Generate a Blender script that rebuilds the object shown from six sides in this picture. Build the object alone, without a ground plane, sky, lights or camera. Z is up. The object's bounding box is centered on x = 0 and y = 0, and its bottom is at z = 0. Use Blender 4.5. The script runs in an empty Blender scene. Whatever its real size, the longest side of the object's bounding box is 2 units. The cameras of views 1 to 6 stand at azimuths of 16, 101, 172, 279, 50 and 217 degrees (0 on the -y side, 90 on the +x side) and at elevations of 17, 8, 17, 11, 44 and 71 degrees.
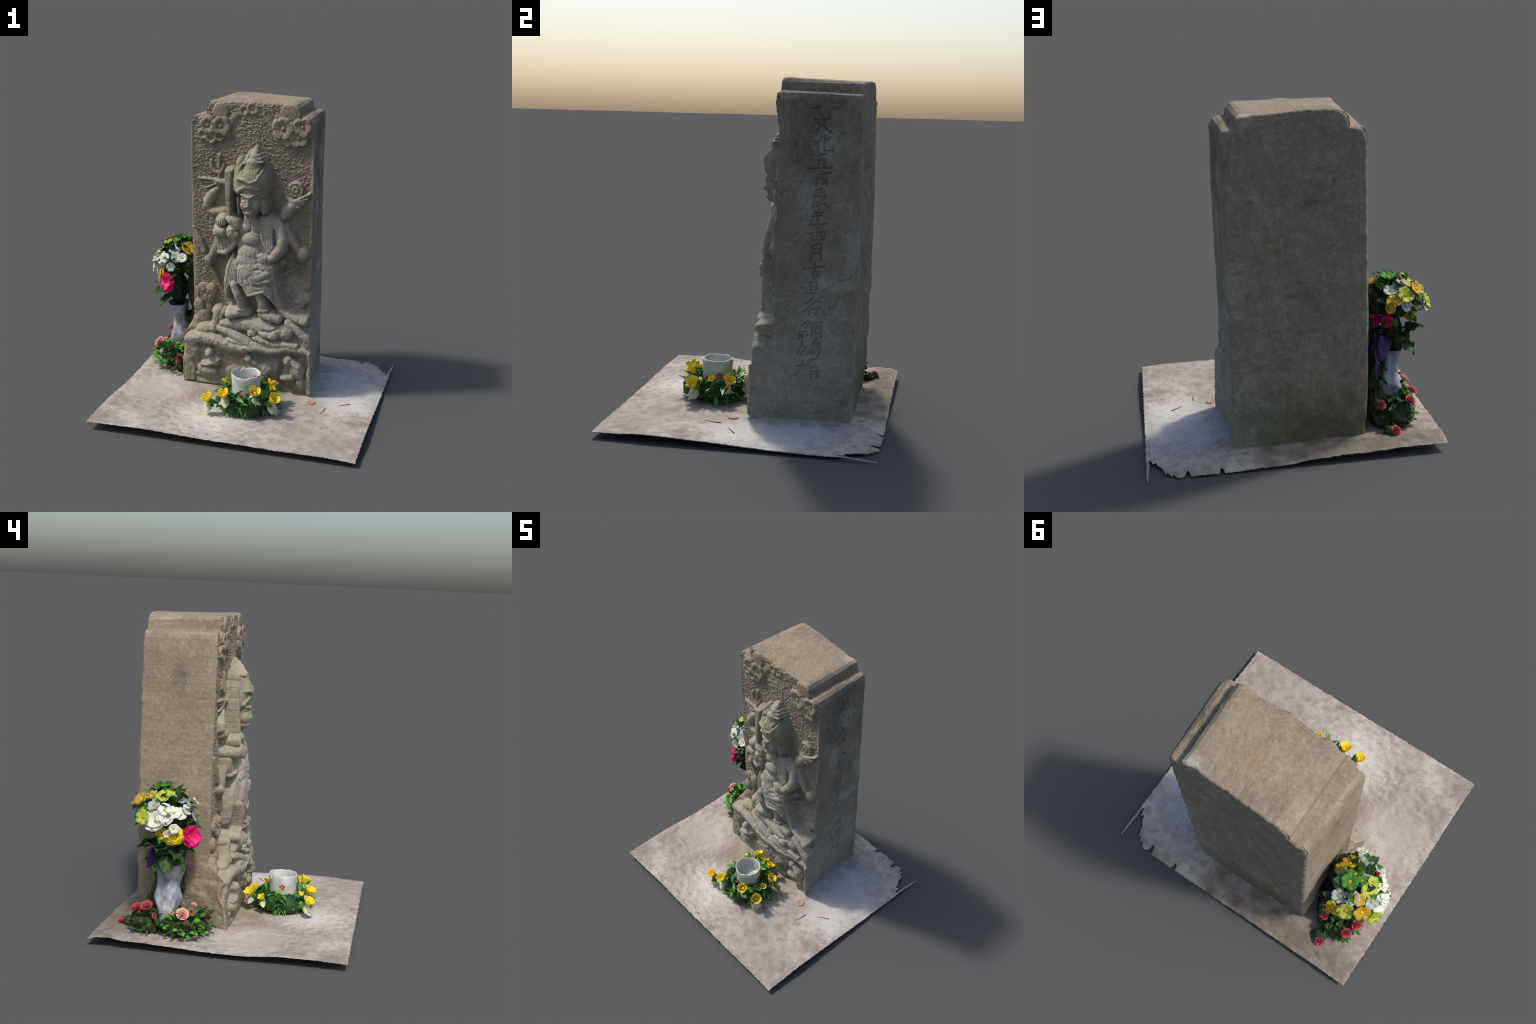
# Carved stone stele with flower offerings on a concrete paving slab.
# Frame: metres, z up, the carved face looks towards -y.
import bpy, math, random
import numpy as np
from mathutils import Vector, Quaternion, Euler, Matrix

SEED = 7
random.seed(SEED)

# ------------------------------------------------------------------ noise
_rs = np.random.RandomState(SEED)
_perm = _rs.permutation(256)
_perm = np.concatenate([_perm, _perm, _perm])
_grad = _rs.normal(size=(256, 3))
_grad /= np.linalg.norm(_grad, axis=1)[:, None]


def perlin(x, y, z=0.0):
    """gradient noise, about -0.7 .. 0.7"""
    x, y, z = np.broadcast_arrays(np.asarray(x, float), np.asarray(y, float), np.asarray(z, float))
    xi, yi, zi = np.floor(x).astype(int), np.floor(y).astype(int), np.floor(z).astype(int)
    xf, yf, zf = x - xi, y - yi, z - zi
    u, v, w = [t * t * t * (t * (t * 6 - 15) + 10) for t in (xf, yf, zf)]
    out = 0
    for dx in (0, 1):
        for dy in (0, 1):
            for dz in (0, 1):
                h = _perm[_perm[_perm[(xi + dx) & 255] + ((yi + dy) & 255)] + ((zi + dz) & 255)]
                g = _grad[h]
                d = g[..., 0] * (xf - dx) + g[..., 1] * (yf - dy) + g[..., 2] * (zf - dz)
                out = out + d * (u if dx else 1 - u) * (v if dy else 1 - v) * (w if dz else 1 - w)
    return out


def fbm(x, y, z=0.0, octaves=3, gain=0.5):
    s, a, f = 0, 1.0, 1.0
    for o in range(octaves):
        s = s + a * perlin(x * f + 17.3 * o, y * f + 5.1 * o, np.asarray(z) * f + 3.7 * o)
        a *= gain
        f *= 2.03
    return s


def smooth(a, b, x):
    t = np.clip((x - a) / (b - a), 0, 1)
    return t * t * (3 - 2 * t)


def seg_dist(X, Z, p, q):
    """distance to the segment p-q and the position 0..1 along it"""
    dx, dz = q[0] - p[0], q[1] - p[1]
    L = dx * dx + dz * dz + 1e-12
    t = np.clip(((X - p[0]) * dx + (Z - p[1]) * dz) / L, 0, 1)
    return np.hypot(X - p[0] - t * dx, Z - p[1] - t * dz), t


# ------------------------------------------------------------------ scene helpers
def link(obj, parent=None):
    bpy.context.scene.collection.objects.link(obj)
    if parent is not None:
        obj.parent = parent
    return obj


def empty(name, label, category, loc=(0, 0, 0)):
    o = bpy.data.objects.new(name, None)
    o.location = loc
    o.empty_display_size = 0.1
    o["label"] = label
    o["category"] = category
    return link(o)


def mesh_from(name, verts, faces, mats, mat_index=None, shade=True):
    me = bpy.data.meshes.new(name)
    me.from_pydata([tuple(v) for v in verts], [], [tuple(f) for f in faces])
    for m in mats:
        me.materials.append(m)
    if mat_index is not None:
        me.polygons.foreach_set("material_index", list(mat_index))
    if shade:
        me.polygons.foreach_set("use_smooth", [True] * len(me.polygons))
    me.update()
    return me


def fast_mesh(name, V, Q, mats):
    """quad mesh from numpy arrays"""
    me = bpy.data.meshes.new(name)
    me.vertices.add(len(V))
    me.vertices.foreach_set("co", np.ascontiguousarray(V, np.float32).ravel())
    n = len(Q)
    me.loops.add(n * 4)
    me.loops.foreach_set("vertex_index", np.ascontiguousarray(Q, np.int32).ravel())
    me.polygons.add(n)
    me.polygons.foreach_set("loop_start", np.arange(0, n * 4, 4, dtype=np.int32))
    me.polygons.foreach_set("use_smooth", np.ones(n, bool))
    for m in mats:
        me.materials.append(m)
    me.update(calc_edges=True)
    me.validate()
    return me


def add_obj(name, me, parent=None, loc=(0, 0, 0), rot=None, scale=1.0):
    o = bpy.data.objects.new(name, me)
    o.location = loc
    if rot is not None:
        o.rotation_mode = 'QUATERNION'
        o.rotation_quaternion = rot
    o.scale = (scale,) * 3 if np.isscalar(scale) else scale
    return link(o, parent)


def facing(direction, roll=0.0):
    """rotation that turns local +z to the direction"""
    q = Vector(direction).normalized().to_track_quat('Z', 'Y')
    return q @ Quaternion((0, 0, 1), roll)


# ------------------------------------------------------------------ materials
class Nodes:
    def __init__(self, name):
        self.m = bpy.data.materials.new(name)
        self.m.use_nodes = True
        self.t = self.m.node_tree
        self.t.nodes.clear()
        self.out = self.t.nodes.new('ShaderNodeOutputMaterial')
        self.b = self.t.nodes.new('ShaderNodeBsdfPrincipled')
        self.t.links.new(self.b.outputs[0], self.out.inputs[0])
        self.co = self.t.nodes.new('ShaderNodeTexCoord').outputs['Object']

    def n(self, kind, **kw):
        nd = self.t.nodes.new(kind)
        for k, v in kw.items():
            setattr(nd, k, v)
        return nd

    def l(self, a, b):
        self.t.links.new(a, b)

    def noise(self, scale, detail=4, rough=0.55, vec=None, stretch=None, distort=0.0):
        nd = self.n('ShaderNodeTexNoise')
        nd.inputs['Scale'].default_value = scale
        nd.inputs['Detail'].default_value = detail
        nd.inputs['Roughness'].default_value = rough
        nd.inputs['Distortion'].default_value = distort
        v = vec or self.co
        if stretch:
            mp = self.n('ShaderNodeMapping')
            mp.inputs['Scale'].default_value = stretch
            self.l(v, mp.inputs['Vector'])
            v = mp.outputs[0]
        self.l(v, nd.inputs['Vector'])
        return nd.outputs['Fac']

    def rng(self, v, a, b, c=0.0, d=1.0):
        nd = self.n('ShaderNodeMapRange')
        nd.clamp = True
        self.l(v, nd.inputs[0])
        for i, x in enumerate((a, b, c, d)):
            nd.inputs[i + 1].default_value = x
        return nd.outputs[0]

    def math(self, op, a, b):
        nd = self.n('ShaderNodeMath', operation=op)
        for i, x in enumerate((a, b)):
            if isinstance(x, (int, float)):
                nd.inputs[i].default_value = x
            else:
                self.l(x, nd.inputs[i])
        return nd.outputs[0]

    def mix(self, fac, a, b):
        nd = self.n('ShaderNodeMix', data_type='RGBA')
        for sock, x in ((nd.inputs[0], fac), (nd.inputs[6], a), (nd.inputs[7], b)):
            if isinstance(x, (int, float)):
                sock.default_value = x
            elif isinstance(x, tuple):
                sock.default_value = (*x, 1)
            else:
                self.l(x, sock)
        return nd.outputs[2]

    def near(self, centre, radius, wobble=0.4, stretch=(1, 1, 1), scale=14, soft=.7):
        """patch mask around a point, with a ragged border"""
        sub = self.n('ShaderNodeVectorMath', operation='SUBTRACT')
        self.l(self.co, sub.inputs[0])
        sub.inputs[1].default_value = centre
        mul = self.n('ShaderNodeVectorMath', operation='MULTIPLY')
        self.l(sub.outputs[0], mul.inputs[0])
        mul.inputs[1].default_value = stretch
        ln = self.n('ShaderNodeVectorMath', operation='LENGTH')
        self.l(mul.outputs[0], ln.inputs[0])
        nz = self.rng(self.noise(scale / max(radius, .05) * .25, 5, .65), .3, .7, -wobble * radius, wobble * radius)
        return self.rng(self.math('ADD', ln.outputs['Value'], nz), radius * soft, radius * (1.8 - soft), 1, 0)

    def sep(self, axis):
        nd = self.n('ShaderNodeSeparateXYZ')
        self.l(self.co, nd.inputs[0])
        return nd.outputs[axis]

    def finish(self, color, rough=0.9, bump=None, bump_d=0.002, bump_s=0.6, spec=0.25):
        if isinstance(color, tuple):
            self.b.inputs['Base Color'].default_value = (*color, 1)
        else:
            self.l(color, self.b.inputs['Base Color'])
        self.b.inputs['Roughness'].default_value = rough
        self.b.inputs['Specular IOR Level'].default_value = spec
        if bump is not None:
            nd = self.n('ShaderNodeBump')
            nd.inputs['Strength'].default_value = bump_s
            nd.inputs['Distance'].default_value = bump_d
            self.l(bump, nd.inputs['Height'])
            self.l(nd.outputs[0], self.b.inputs['Normal'])
        return self.m


def srgb(r, g, b):
    f = lambda c: c / 12.92 if c <= .04045 else ((c + .055) / 1.055) ** 2.4
    return (f(r / 255), f(g / 255), f(b / 255))


def stone(name, base, dark, light, patches=(), grain=1.0, contrast=1.0):
    """weathered andesite: cloudy base, dark pits, pale wear, patches at given places"""
    N = Nodes(name)
    big = N.noise(5, 5, .6)
    mid = N.noise(38, 5, .65)
    fine = N.noise(210, 3, .7)
    c = N.mix(N.rng(big, .5 - .22 / contrast, .5 + .22 / contrast), dark, light)
    blot = N.noise(9, 6, .72, distort=.4)
    c = N.mix(N.rng(N.noise(13, 5, .7), .35, .65, 0.15, .7), c, base)
    c = N.mix(N.rng(blot, .56, .68, 0, .45), c, tuple(x * .66 for x in dark))
    c = N.mix(N.rng(blot, .32, .44, .45, 0), c, tuple(min(1, x * 1.12) for x in light))
    c = N.mix(N.rng(mid, .3, .7, .30, 0), c, tuple(x * .45 for x in base))
    c = N.mix(N.rng(mid, .52, .78, 0, .35), c, tuple(min(1, x * 1.25) for x in light))
    c = N.mix(N.rng(fine, .3, .7, .22 * grain, 0), c, tuple(x * .35 for x in base))
    for (centre, radius, stretch, colour, amount) in patches:
        c = N.mix(N.math('MULTIPLY', N.near(centre, radius, .55, stretch, 14, .45), amount), c, colour)
    pit = N.noise(64, 5, .72)
    c = N.mix(N.rng(pit, .34, .50, .40 * grain, 0), c, tuple(x * .42 for x in base))
    c = N.mix(N.rng(pit, .56, .72, 0, .30 * grain), c, tuple(min(1, x * 1.3) for x in light))
    h = N.math('ADD', N.math('MULTIPLY', mid, .6), N.math('ADD', N.math('MULTIPLY', fine, .4), N.math('MULTIPLY', pit, .8)))
    return N.finish(c, .93, h, .0035, .6, .2)


def plain(name, colour, var=.25, scale=30, rough=.6, translucent=0.0, spec=.3, second=None):
    N = Nodes(name)
    nz = N.noise(scale, 3, .6)
    c = N.mix(N.rng(nz, .3, .7), tuple(x * (1 - var) for x in colour), second or tuple(min(1, x * (1 + var)) for x in colour))
    N.finish(c, rough, spec=spec)
    if translucent:
        tr = N.n('ShaderNodeBsdfTranslucent')
        N.l(c, tr.inputs[0])
        mx = N.n('ShaderNodeMixShader')
        mx.inputs[0].default_value = translucent
        N.l(N.b.outputs[0], mx.inputs[1])
        N.l(tr.outputs[0], mx.inputs[2])
        N.l(mx.outputs[0], N.out.inputs[0])
    return N.m


# =====================================================================  STELE
# Outline of the carved face (front) and of the rough back, matched corner by corner.
TOP_FRONT = [(-.463, 1.79), (-.460, 1.843), (-.450, 1.867), (-.428, 1.882), (-.362, 1.889), (-.350, 1.891),
             (-.347, 1.958), (-.334, 1.974), (-.305, 1.979), (-.131, 1.980), (.066, 1.982), (.228, 1.987),
             (.252, 1.978), (.271, 1.955), (.284, 1.912), (.327, 1.909), (.352, 1.897), (.372, 1.865)]
TOP_BACK = [(-.448, 1.783), (-.443, 1.834), (-.430, 1.862), (-.412, 1.876), (-.362, 1.882), (-.350, 1.884),
            (-.345, 1.938), (-.318, 1.962), (-.268, 1.982), (-.131, 1.985), (.006, 1.977), (.196, 1.968),
            (.232, 1.966), (.255, 1.955), (.266, 1.900), (.318, 1.896), (.332, 1.890), (.345, 1.868)]
Z_FOOT = 0.022
# x of the long edges against z: (z, front left, front right, back left, back right)
EDGES = [(.02, -.490, .418, -.424, .358), (.10, -.494, .416, -.426, .357), (.20, -.502, .411, -.434, .355),
         (.34, -.506, .406, -.439, .353), (.41, -.486, .403, -.440, .352), (.46, -.463, .396, -.441, .352),
         (.52, -.455, .378, -.443, .352), (.80, -.459, .374, -.447, .349), (1.15, -.463, .374, -.447, .344),
         (1.50, -.466, .376, -.448, .340), (1.90, -.466, .368, -.452, .345)]
_e = np.array(EDGES)
edge_x = lambda z, k: np.interp(z, _e[:, 0], _e[:, k])
# y of the rim of the carved face against z: (z, left, right)
RIM = np.array([(.02, .000, .024), (.20, .022, .026), (.25, .055, .024), (.32, .040, .012), (.36, .020, .010), (.40, .070, .010),
                (.45, .130, .018), (.48, .140, .100), (.53, .141, .130), (1.0, .140, .128), (1.5, .132, .126), (1.99, .130, .132)])

STEP = 0.0025
tf, tb = np.array(TOP_FRONT), np.array(TOP_BACK)
arc = np.concatenate([[0], np.cumsum(np.hypot(*np.diff(tf, axis=0).T))])
NU = int(arc[-1] / STEP) + 1
NV = int((1.98 - Z_FOOT) / STEP) + 1
s_u = np.linspace(0, arc[-1], NU)
top_f = np.stack([np.interp(s_u, arc, tf[:, k]) for k in (0, 1)], 1)
top_b = np.stack([np.interp(s_u, arc, tb[:, k]) for k in (0, 1)], 1)
# wear of the top edge
top_f[:, 1] += .0016 * fbm(s_u * 25, 3.1, 0, 3) + .008 + .006 * np.exp(-((top_f[:, 0] + .03) / .05) ** 2)
top_b[:, 1] += .0022 * fbm(s_u * 22, 9.1, 0, 3) + .006


def face_grid(top, kl, kr, wear_seed):
    """columns under the top outline, spread between the two long edges"""
    fu = (top[:, 0] - top[0, 0]) / (top[-1, 0] - top[0, 0])
    fv = np.linspace(0, 1, NV)
    Z = Z_FOOT + fv[:, None] * (top[None, :, 1] - Z_FOOT)
    xl, xr = edge_x(Z, kl), edge_x(Z, kr)
    nl = .002 - .0035 * np.abs(fbm(Z * 14, wear_seed, 0, 4))            # chips stay at the arrises
    nr = .0035 * fbm(Z * 16, wear_seed + 4, 0, 4)
    dl = fu[None, :] * (xr - xl)
    dr = (xr - xl) - dl
    return xl + dl + nl * np.exp(-dl / .02) + nr * np.exp(-dr / .02), Z


X, Z = face_grid(top_f, 1, 2, 2.2)
XB, ZB = face_grid(top_b, 3, 4, 7.7)

# distance of every grid point to the outline of the face
FU = ((X - X[:, :1]) / (X[:, -1:] - X[:, :1]))
d_left, d_right = X - X[:, :1], X[:, -1:] - X
outline = np.concatenate([top_f[::3]])
d_top = np.full(X.shape, 9.0)
up = Z > 1.72
for a, b in zip(outline[:-1], outline[1:]):
    d_top[up] = np.minimum(d_top[up], seg_dist(X[up], Z[up], a, b)[0])
d_side = np.minimum(d_left, d_right)
d_edge = np.minimum(d_side, d_top)


class Relief:
    """height field of the carved face: F = -y, larger is nearer to the viewer"""

    def __init__(self):
        rim = np.where(FU < .5, np.interp(Z, RIM[:, 0], RIM[:, 1]), np.interp(Z, RIM[:, 0], RIM[:, 2]))
        w = smooth(.2, .8, FU)
        rim = np.interp(Z, RIM[:, 0], RIM[:, 1]) * (1 - w) + np.interp(Z, RIM[:, 0], RIM[:, 2]) * w
        field = .136 - .017 * np.exp(-(X / .20) ** 2) - .055 * smooth(.50, .42, Z) - .050 * smooth(.37, .32, Z) + 0 * X
        field -= .040 * np.exp(-((X / .15) ** 2 + ((Z - .64) / .11) ** 2))      # raised ground round the legs, copying a hollow that the scan filled
        k = smooth(.002, .030, d_side)
        self.F = -(rim * (1 - k) + field * k)
        self.parts = ['slab']
        self.L = np.zeros(X.shape, int)
        self.carved = np.zeros(X.shape)          # 1 where smooth carving lies, 0 on pecked ground

    def pid(self, part):
        if part not in self.parts:
            self.parts.append(part)
        return self.parts.index(part)

    def window(self, pts, pad):
        p = np.array([q[:2] for q in pts])
        rows = np.where((Z[:, NU // 2] > p[:, 1].min() - pad - .03) & (Z[:, NU // 2] < p[:, 1].max() + pad + .12))[0]
        cols = np.where((X[NV // 2] > p[:, 0].min() - pad - .05) & (X[NV // 2] < p[:, 0].max() + pad + .05))[0]
        return np.s_[rows[0]:rows[-1] + 1, cols[0]:cols[-1] + 1]

    def put(self, w, f, part, k=.004, carve=1.0):
        F = self.F[w]
        h = np.clip(.5 + .5 * (f - F) / k, 0, 1)
        new = F * (1 - h) + f * h + k * h * (1 - h)
        new = np.where(f < -5, F, new)
        L = self.L[w]
        L[(f > F) & (f > -5)] = self.pid(part)
        self.L[w] = L
        self.carved[w] = np.where(f > F, carve, self.carved[w])
        self.F[w] = new

    def tube(self, part, pts, flat=1.0, k=.004, carve=1.0):
        """limb: points (x, z, front y, radius)"""
        w = self.window(pts, max(p[3] for p in pts))
        x, z = X[w], Z[w]
        best = np.full(x.shape, -9.0)
        for p, q in zip(pts[:-1], pts[1:]):
            d, t = seg_dist(x, z, p, q)
            r = p[3] + (q[3] - p[3]) * t
            y = p[2] + (q[2] - p[2]) * t
            f = -y - flat * (r - np.sqrt(np.maximum(r * r - d * d, 0)))
            best = np.maximum(best, np.where(d < r, f, -9))
        self.put(w, best, part, k, carve)

    def blob(self, part, c, a, b, rot=0.0, drop=.03, k=.004, carve=1.0, power=2.0):
        """rounded lump at (x, z, front y), half sizes a, b"""
        w = self.window([c], max(a, b))
        x, z = X[w] - c[0], Z[w] - c[1]
        cr, sr = math.cos(rot), math.sin(rot)
        rho = (np.abs((x * cr + z * sr) / a) ** power + np.abs((-x * sr + z * cr) / b) ** power) ** (1 / power)
        f = np.where(rho < 1, -c[2] - drop * (1 - np.sqrt(np.maximum(1 - rho ** 2, 0))), -9)
        self.put(w, f, part, k, carve)

    def panel(self, part, pts, drop=.02, edge=.02, bulge=0.0, k=.004, carve=1.0):
        """sheet with a drawn outline; y is fitted through the corner depths"""
        w = self.window(pts, .01)
        x, z = X[w], Z[w]
        P = np.array(pts)
        A = np.c_[P[:, 0], P[:, 1], np.ones(len(P))]
        co = np.linalg.lstsq(A, P[:, 2], rcond=None)[0]
        inside = np.zeros(x.shape, bool)
        dist = np.full(x.shape, 9.0)
        wsum, ysum = 1e-9, 0
        for i in range(len(P)):
            p, q = P[i], P[(i + 1) % len(P)]
            dist = np.minimum(dist, seg_dist(x, z, p, q)[0])
            cond = (p[1] > z) != (q[1] > z)
            xi = p[0] + (z - p[1]) * (q[0] - p[0]) / (q[1] - p[1] + 1e-12)
            inside ^= cond & (x < xi)
            ww = 1 / ((x - p[0]) ** 2 + (z - p[1]) ** 2 + 4e-4)
            wsum = wsum + ww
            ysum = ysum + ww * (p[2] - (co[0] * p[0] + co[1] * p[1] + co[2]))
        y = co[0] * x + co[1] * z + co[2] + ysum / wsum
        t = np.clip(dist / edge, 0, 1)
        f = -y - drop * (1 - np.sqrt(1 - (1 - t) ** 2)) + bulge * smooth(0, .06, dist)
        self.put(w, np.where(inside, f, -9), part, k, carve)

    def groove(self, pts, width, depth, soft=True):
        """cut (depth > 0) or raised line (depth < 0)"""
        w = self.window(pts, width * 4)
        x, z = X[w], Z[w]
        d = np.full(x.shape, 9.0)
        for p, q in zip(pts[:-1], pts[1:]):
            d = np.minimum(d, seg_dist(x, z, p, q)[0])
        self.F[w] -= depth * np.exp(-(d / width) ** 2)

    def rosette(self, part, c, r, lobes=5, turn=0.0, height=.02, boss=True):
        """open blossom: scalloped rim, hollow, round boss"""
        w = self.window([c], r * 1.2)
        x, z = X[w] - c[0], Z[w] - c[1]
        th, rr = np.arctan2(z, x), np.hypot(x, z)
        R = r * (.86 + .16 * np.abs(np.cos((th - turn) * lobes / 2)) ** .6 + .05 * np.sin(3 * th + 5 * turn))
        q = rr / R
        prof = np.where(q < 1, .5 + .5 * np.sin(np.clip((q - .15) / .72, 0, 1) * math.pi / 2), 0)
        prof = prof * np.sqrt(np.clip((1 - q) / .18, 0, 1))
        prof -= .16 * np.exp(-(np.abs(np.cos((th - turn) * lobes / 2)) / .22) ** 2) * smooth(.3, .6, q)
        if boss:
            prof = np.maximum(prof, 1.0 * np.sqrt(np.clip(1 - (q / .24) ** 2, 0, 1)))
        f = np.where(q < 1, -c[2] - height + height * prof, -9)
        self.put(w, f, part, .003)


R = Relief()


def mv(p, du, dv):
    """shift a control point sideways / downwards, in 0.6 mm units"""
    return (p[0] + du * .0006, p[1] - dv * .00062, *p[2:])


# ---------------------------------------------------------------- sky ornament
R.blob('sun_disc', (-.254, 1.922, .116), .054, .056, drop=.006, power=2)
R.blob('moon_disc', (.211, 1.933, .114), .064, .062, drop=.006)
R.tube('ribbon', [(-.128, 1.914, .119, .024), (-.167, 1.887, .117, .0252), (-.194, 1.847, .119, .024)], .5)
R.tube('ribbon#b', [(.028, 1.916, .119, .0204), (.065, 1.881, .115, .0252), (.101, 1.832, .117, .024)], .5)
for k in (-14, 0, 14):
    R.groove([mv((-.128, 1.914), k, k), mv((-.168, 1.886), k, k), mv((-.195, 1.846), k, k)], .0025, .004)
    R.groove([mv((.027, 1.916), k, - k), mv((.063, 1.88), k, - k), mv((.1, 1.831), k, - k)], .0025, .004)
for (c, r, tn) in (((-.38, 1.765, .117), 62, .4), ((-.321, 1.743, .115), 66, 1.0), ((-.26, 1.76, .115), 66, .1), ((-.213, 1.781, .117), 50, .7),
                   ((-.376, 1.85, .117), 60, .2)):
    R.rosette('lotus_cloud', c, r * .0006, 5, tn, .018, False)
R.rosette('lotus_cloud', (-.339, 1.828, .107), 0.0616, 5, .3, .024)
R.rosette('lotus_cloud', (-.25, 1.827, .105), 0.0707, 6, .9, .026)
for (c, r) in (((-.344, 1.825), .030), ((-.256, 1.824), .034), ((-.324, 1.742), .022), ((-.381, 1.764), .022), ((-.262, 1.758), .022)):
    R.groove([(c[0] + r * (1 - t / 9) * math.cos(t), c[1] + r * (1 - t / 9) * math.sin(t)) for t in np.linspace(0, 7, 22)], .004, .008)
for (c, r, tn) in (((.139, 1.783, .115), 70, .4), ((.192, 1.751, .114), 66, 1.0), ((.332, 1.807, .117), 58, .5)):
    R.rosette('lotus_cloud#b', c, r * .0006, 5, tn, .018, False)
R.rosette('lotus_cloud#b', (.27, 1.776, .109), 0.0684, 5, .5, .024)
R.rosette('lotus_cloud#b', (.168, 1.833, .101), 0.0798, 5, .2, .028)
R.rosette('lotus_cloud#b', (.295, 1.848, .103), 0.0684, 5, 1.1, .026)
R.rosette('lotus_blossom', (-.09, 1.935, .115), .040, 5, .2, .02, False)
R.rosette('lotus_blossom', (.015, 1.94, .115), .040, 5, .8, .02, False)
R.rosette('lotus_blossom', (-.036, 1.952, .109), .046, 6, .5, .024)
for s in ((-.073, 1.921, .113), (-.014, 1.924, .113)):
    R.blob('lotus_blossom', s, .026, .014, .2, .012)

# ---------------------------------------------------------------- raised attributes on the left
R.tube('trident', [(-.263, 1.632, .113, .0156), (-.264, 1.537, .111, .0108), (-.265, 1.437, .109, .0132)], .8)
R.tube('trident', [(-.322, 1.591, .119, .0108), (-.318, 1.546, .113, .0156), (-.293, 1.519, .11, .0144), (-.258, 1.517, .109, .0132), (-.24, 1.545, .111, .0132), (-.234, 1.578, .117, .0096)], .8)
R.tube('hand', [(-.41, 1.47, .119, .0054), (-.348, 1.471, .111, .009), (-.274, 1.466, .105, .009)], 1.1)
R.tube('hand', [(-.369, 1.445, .119, .0054), (-.275, 1.456, .107, .0078)], 1.1)
R.tube('hand', [(-.361, 1.409, .117, .0054), (-.275, 1.447, .107, .0084)], 1.1)
R.tube('hand', [(-.276, 1.462, .101, .0156), (-.227, 1.46, .097, .0204)], 1.0)
R.tube('arm', [(-.279, 1.41, .109, .018), (-.316, 1.37, .095, .0276), (-.341, 1.323, .087, .0336), (-.345, 1.299, .087, .0312)], 1.0)
R.tube('arm', [(-.322, 1.258, .092, .0276), (-.291, 1.253, .082, .03), (-.229, 1.259, .081, .0276)], 1.0)
R.tube('arrow_bundle', [(-.448, 1.121, .119, .0156), (-.407, 1.048, .107, .0228), (-.375, .971, .103, .018)], .8)
for k in (-16, 4, 22):
    R.groove([mv((-.445, 1.123), k, 0), mv((-.408, 1.046), k, 0), mv((-.378, .968), k * .5, 0)], .0025, .006)
R.tube('arm#b', [(-.257, 1.043, .076, .036), (-.293, .978, .082, .0288), (-.325, .926, .085, .0264)], 1.0)
R.blob('hand#b', (-.334, .91, .079), .030, .036, .5, .026)
for k in (0, 1, 2, 3):
    R.groove([mv((-.354, .925), 0, k * 20), mv((-.324, .936), 0, k * 20)], .0028, .006)
R.tube('staff', [(-.322, .876, .095, .009), (-.292, .817, .097, .0084), (-.266, .76, .101, .0078)], 1.0)

# ---------------------------------------------------------------- raised attributes on the right
R.blob('wheel', (.26, 1.442, .11), .053, .053, drop=.005)
wc = (.258, 1.44)
for r_, dep in ((.044, -.005), (.032, .004), (.016, -.004)):
    R.groove([(wc[0] + r_ * math.cos(a), wc[1] + r_ * math.sin(a)) for a in np.linspace(0, 2 * math.pi, 25)], .004, dep)
for a in np.linspace(0, 2 * math.pi, 9)[:-1]:
    R.groove([(wc[0] + .014 * math.cos(a), wc[1] + .014 * math.sin(a)), (wc[0] + .046 * math.cos(a), wc[1] + .046 * math.sin(a))], .003, -.003)
R.tube('arm#c', [(.188, 1.257, .091, .0312), (.208, 1.296, .073, .0432), (.236, 1.327, .079, .0372), (.252, 1.338, .091, .024)], 1.0)
R.tube('hand#c', [(.189, 1.414, .111, .0072), (.207, 1.383, .095, .0156), (.239, 1.357, .089, .024)], 1.1)
R.tube('hand#c', [(.212, 1.342, .091, .0144), (.278, 1.326, .095, .012)], 1.0)
for (a_, b_) in (((.258, 1.368, .093, .012), (.352, 1.419, .103, .0066)), ((.258, 1.362, .091, .0108), (.334, 1.385, .101, .0072)),
                 ((.258, 1.351, .093, .0108), (.324, 1.365, .103, .0066)), ((.26, 1.344, .097, .0096), (.314, 1.348, .105, .006))):
    R.tube('hand#c', [a_, b_], 1.2)
R.tube('arm#d', [(.199, 1.184, .091, .0204), (.234, 1.112, .083, .03), (.268, 1.062, .083, .0276), (.289, 1.033, .089, .024)], 1.0)
R.blob('hand#d', (.317, 1.017, .085), .040, .042, -.4, .026)
for k in range(4):
    R.tube('hand#d', [mv((.29, .994, .089, .009), k * 28, - k * 14), mv((.306, .955, .099, .0066), k * 24, - k * 26)], 1.2)
R.tube('bow', [(.384, 1.183, .109, .0132), (.374, 1.143, .107, .012), (.37, 1.089, .115, .0072), (.358, 1.048, .117, .0066)], 1.0)
R.tube('bow', [(.291, .936, .105, .0084), (.265, .903, .107, .0078), (.215, .879, .103, .0096), (.177, .854, .097, .0108), (.143, .86, .1, .012)], 1.0)
R.blob('bow', (.176, .941, .072), .038, .030, .5, .03)
R.groove([(.147, .943), (.174, .932), (.199, .951)], .004, .008)

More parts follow.
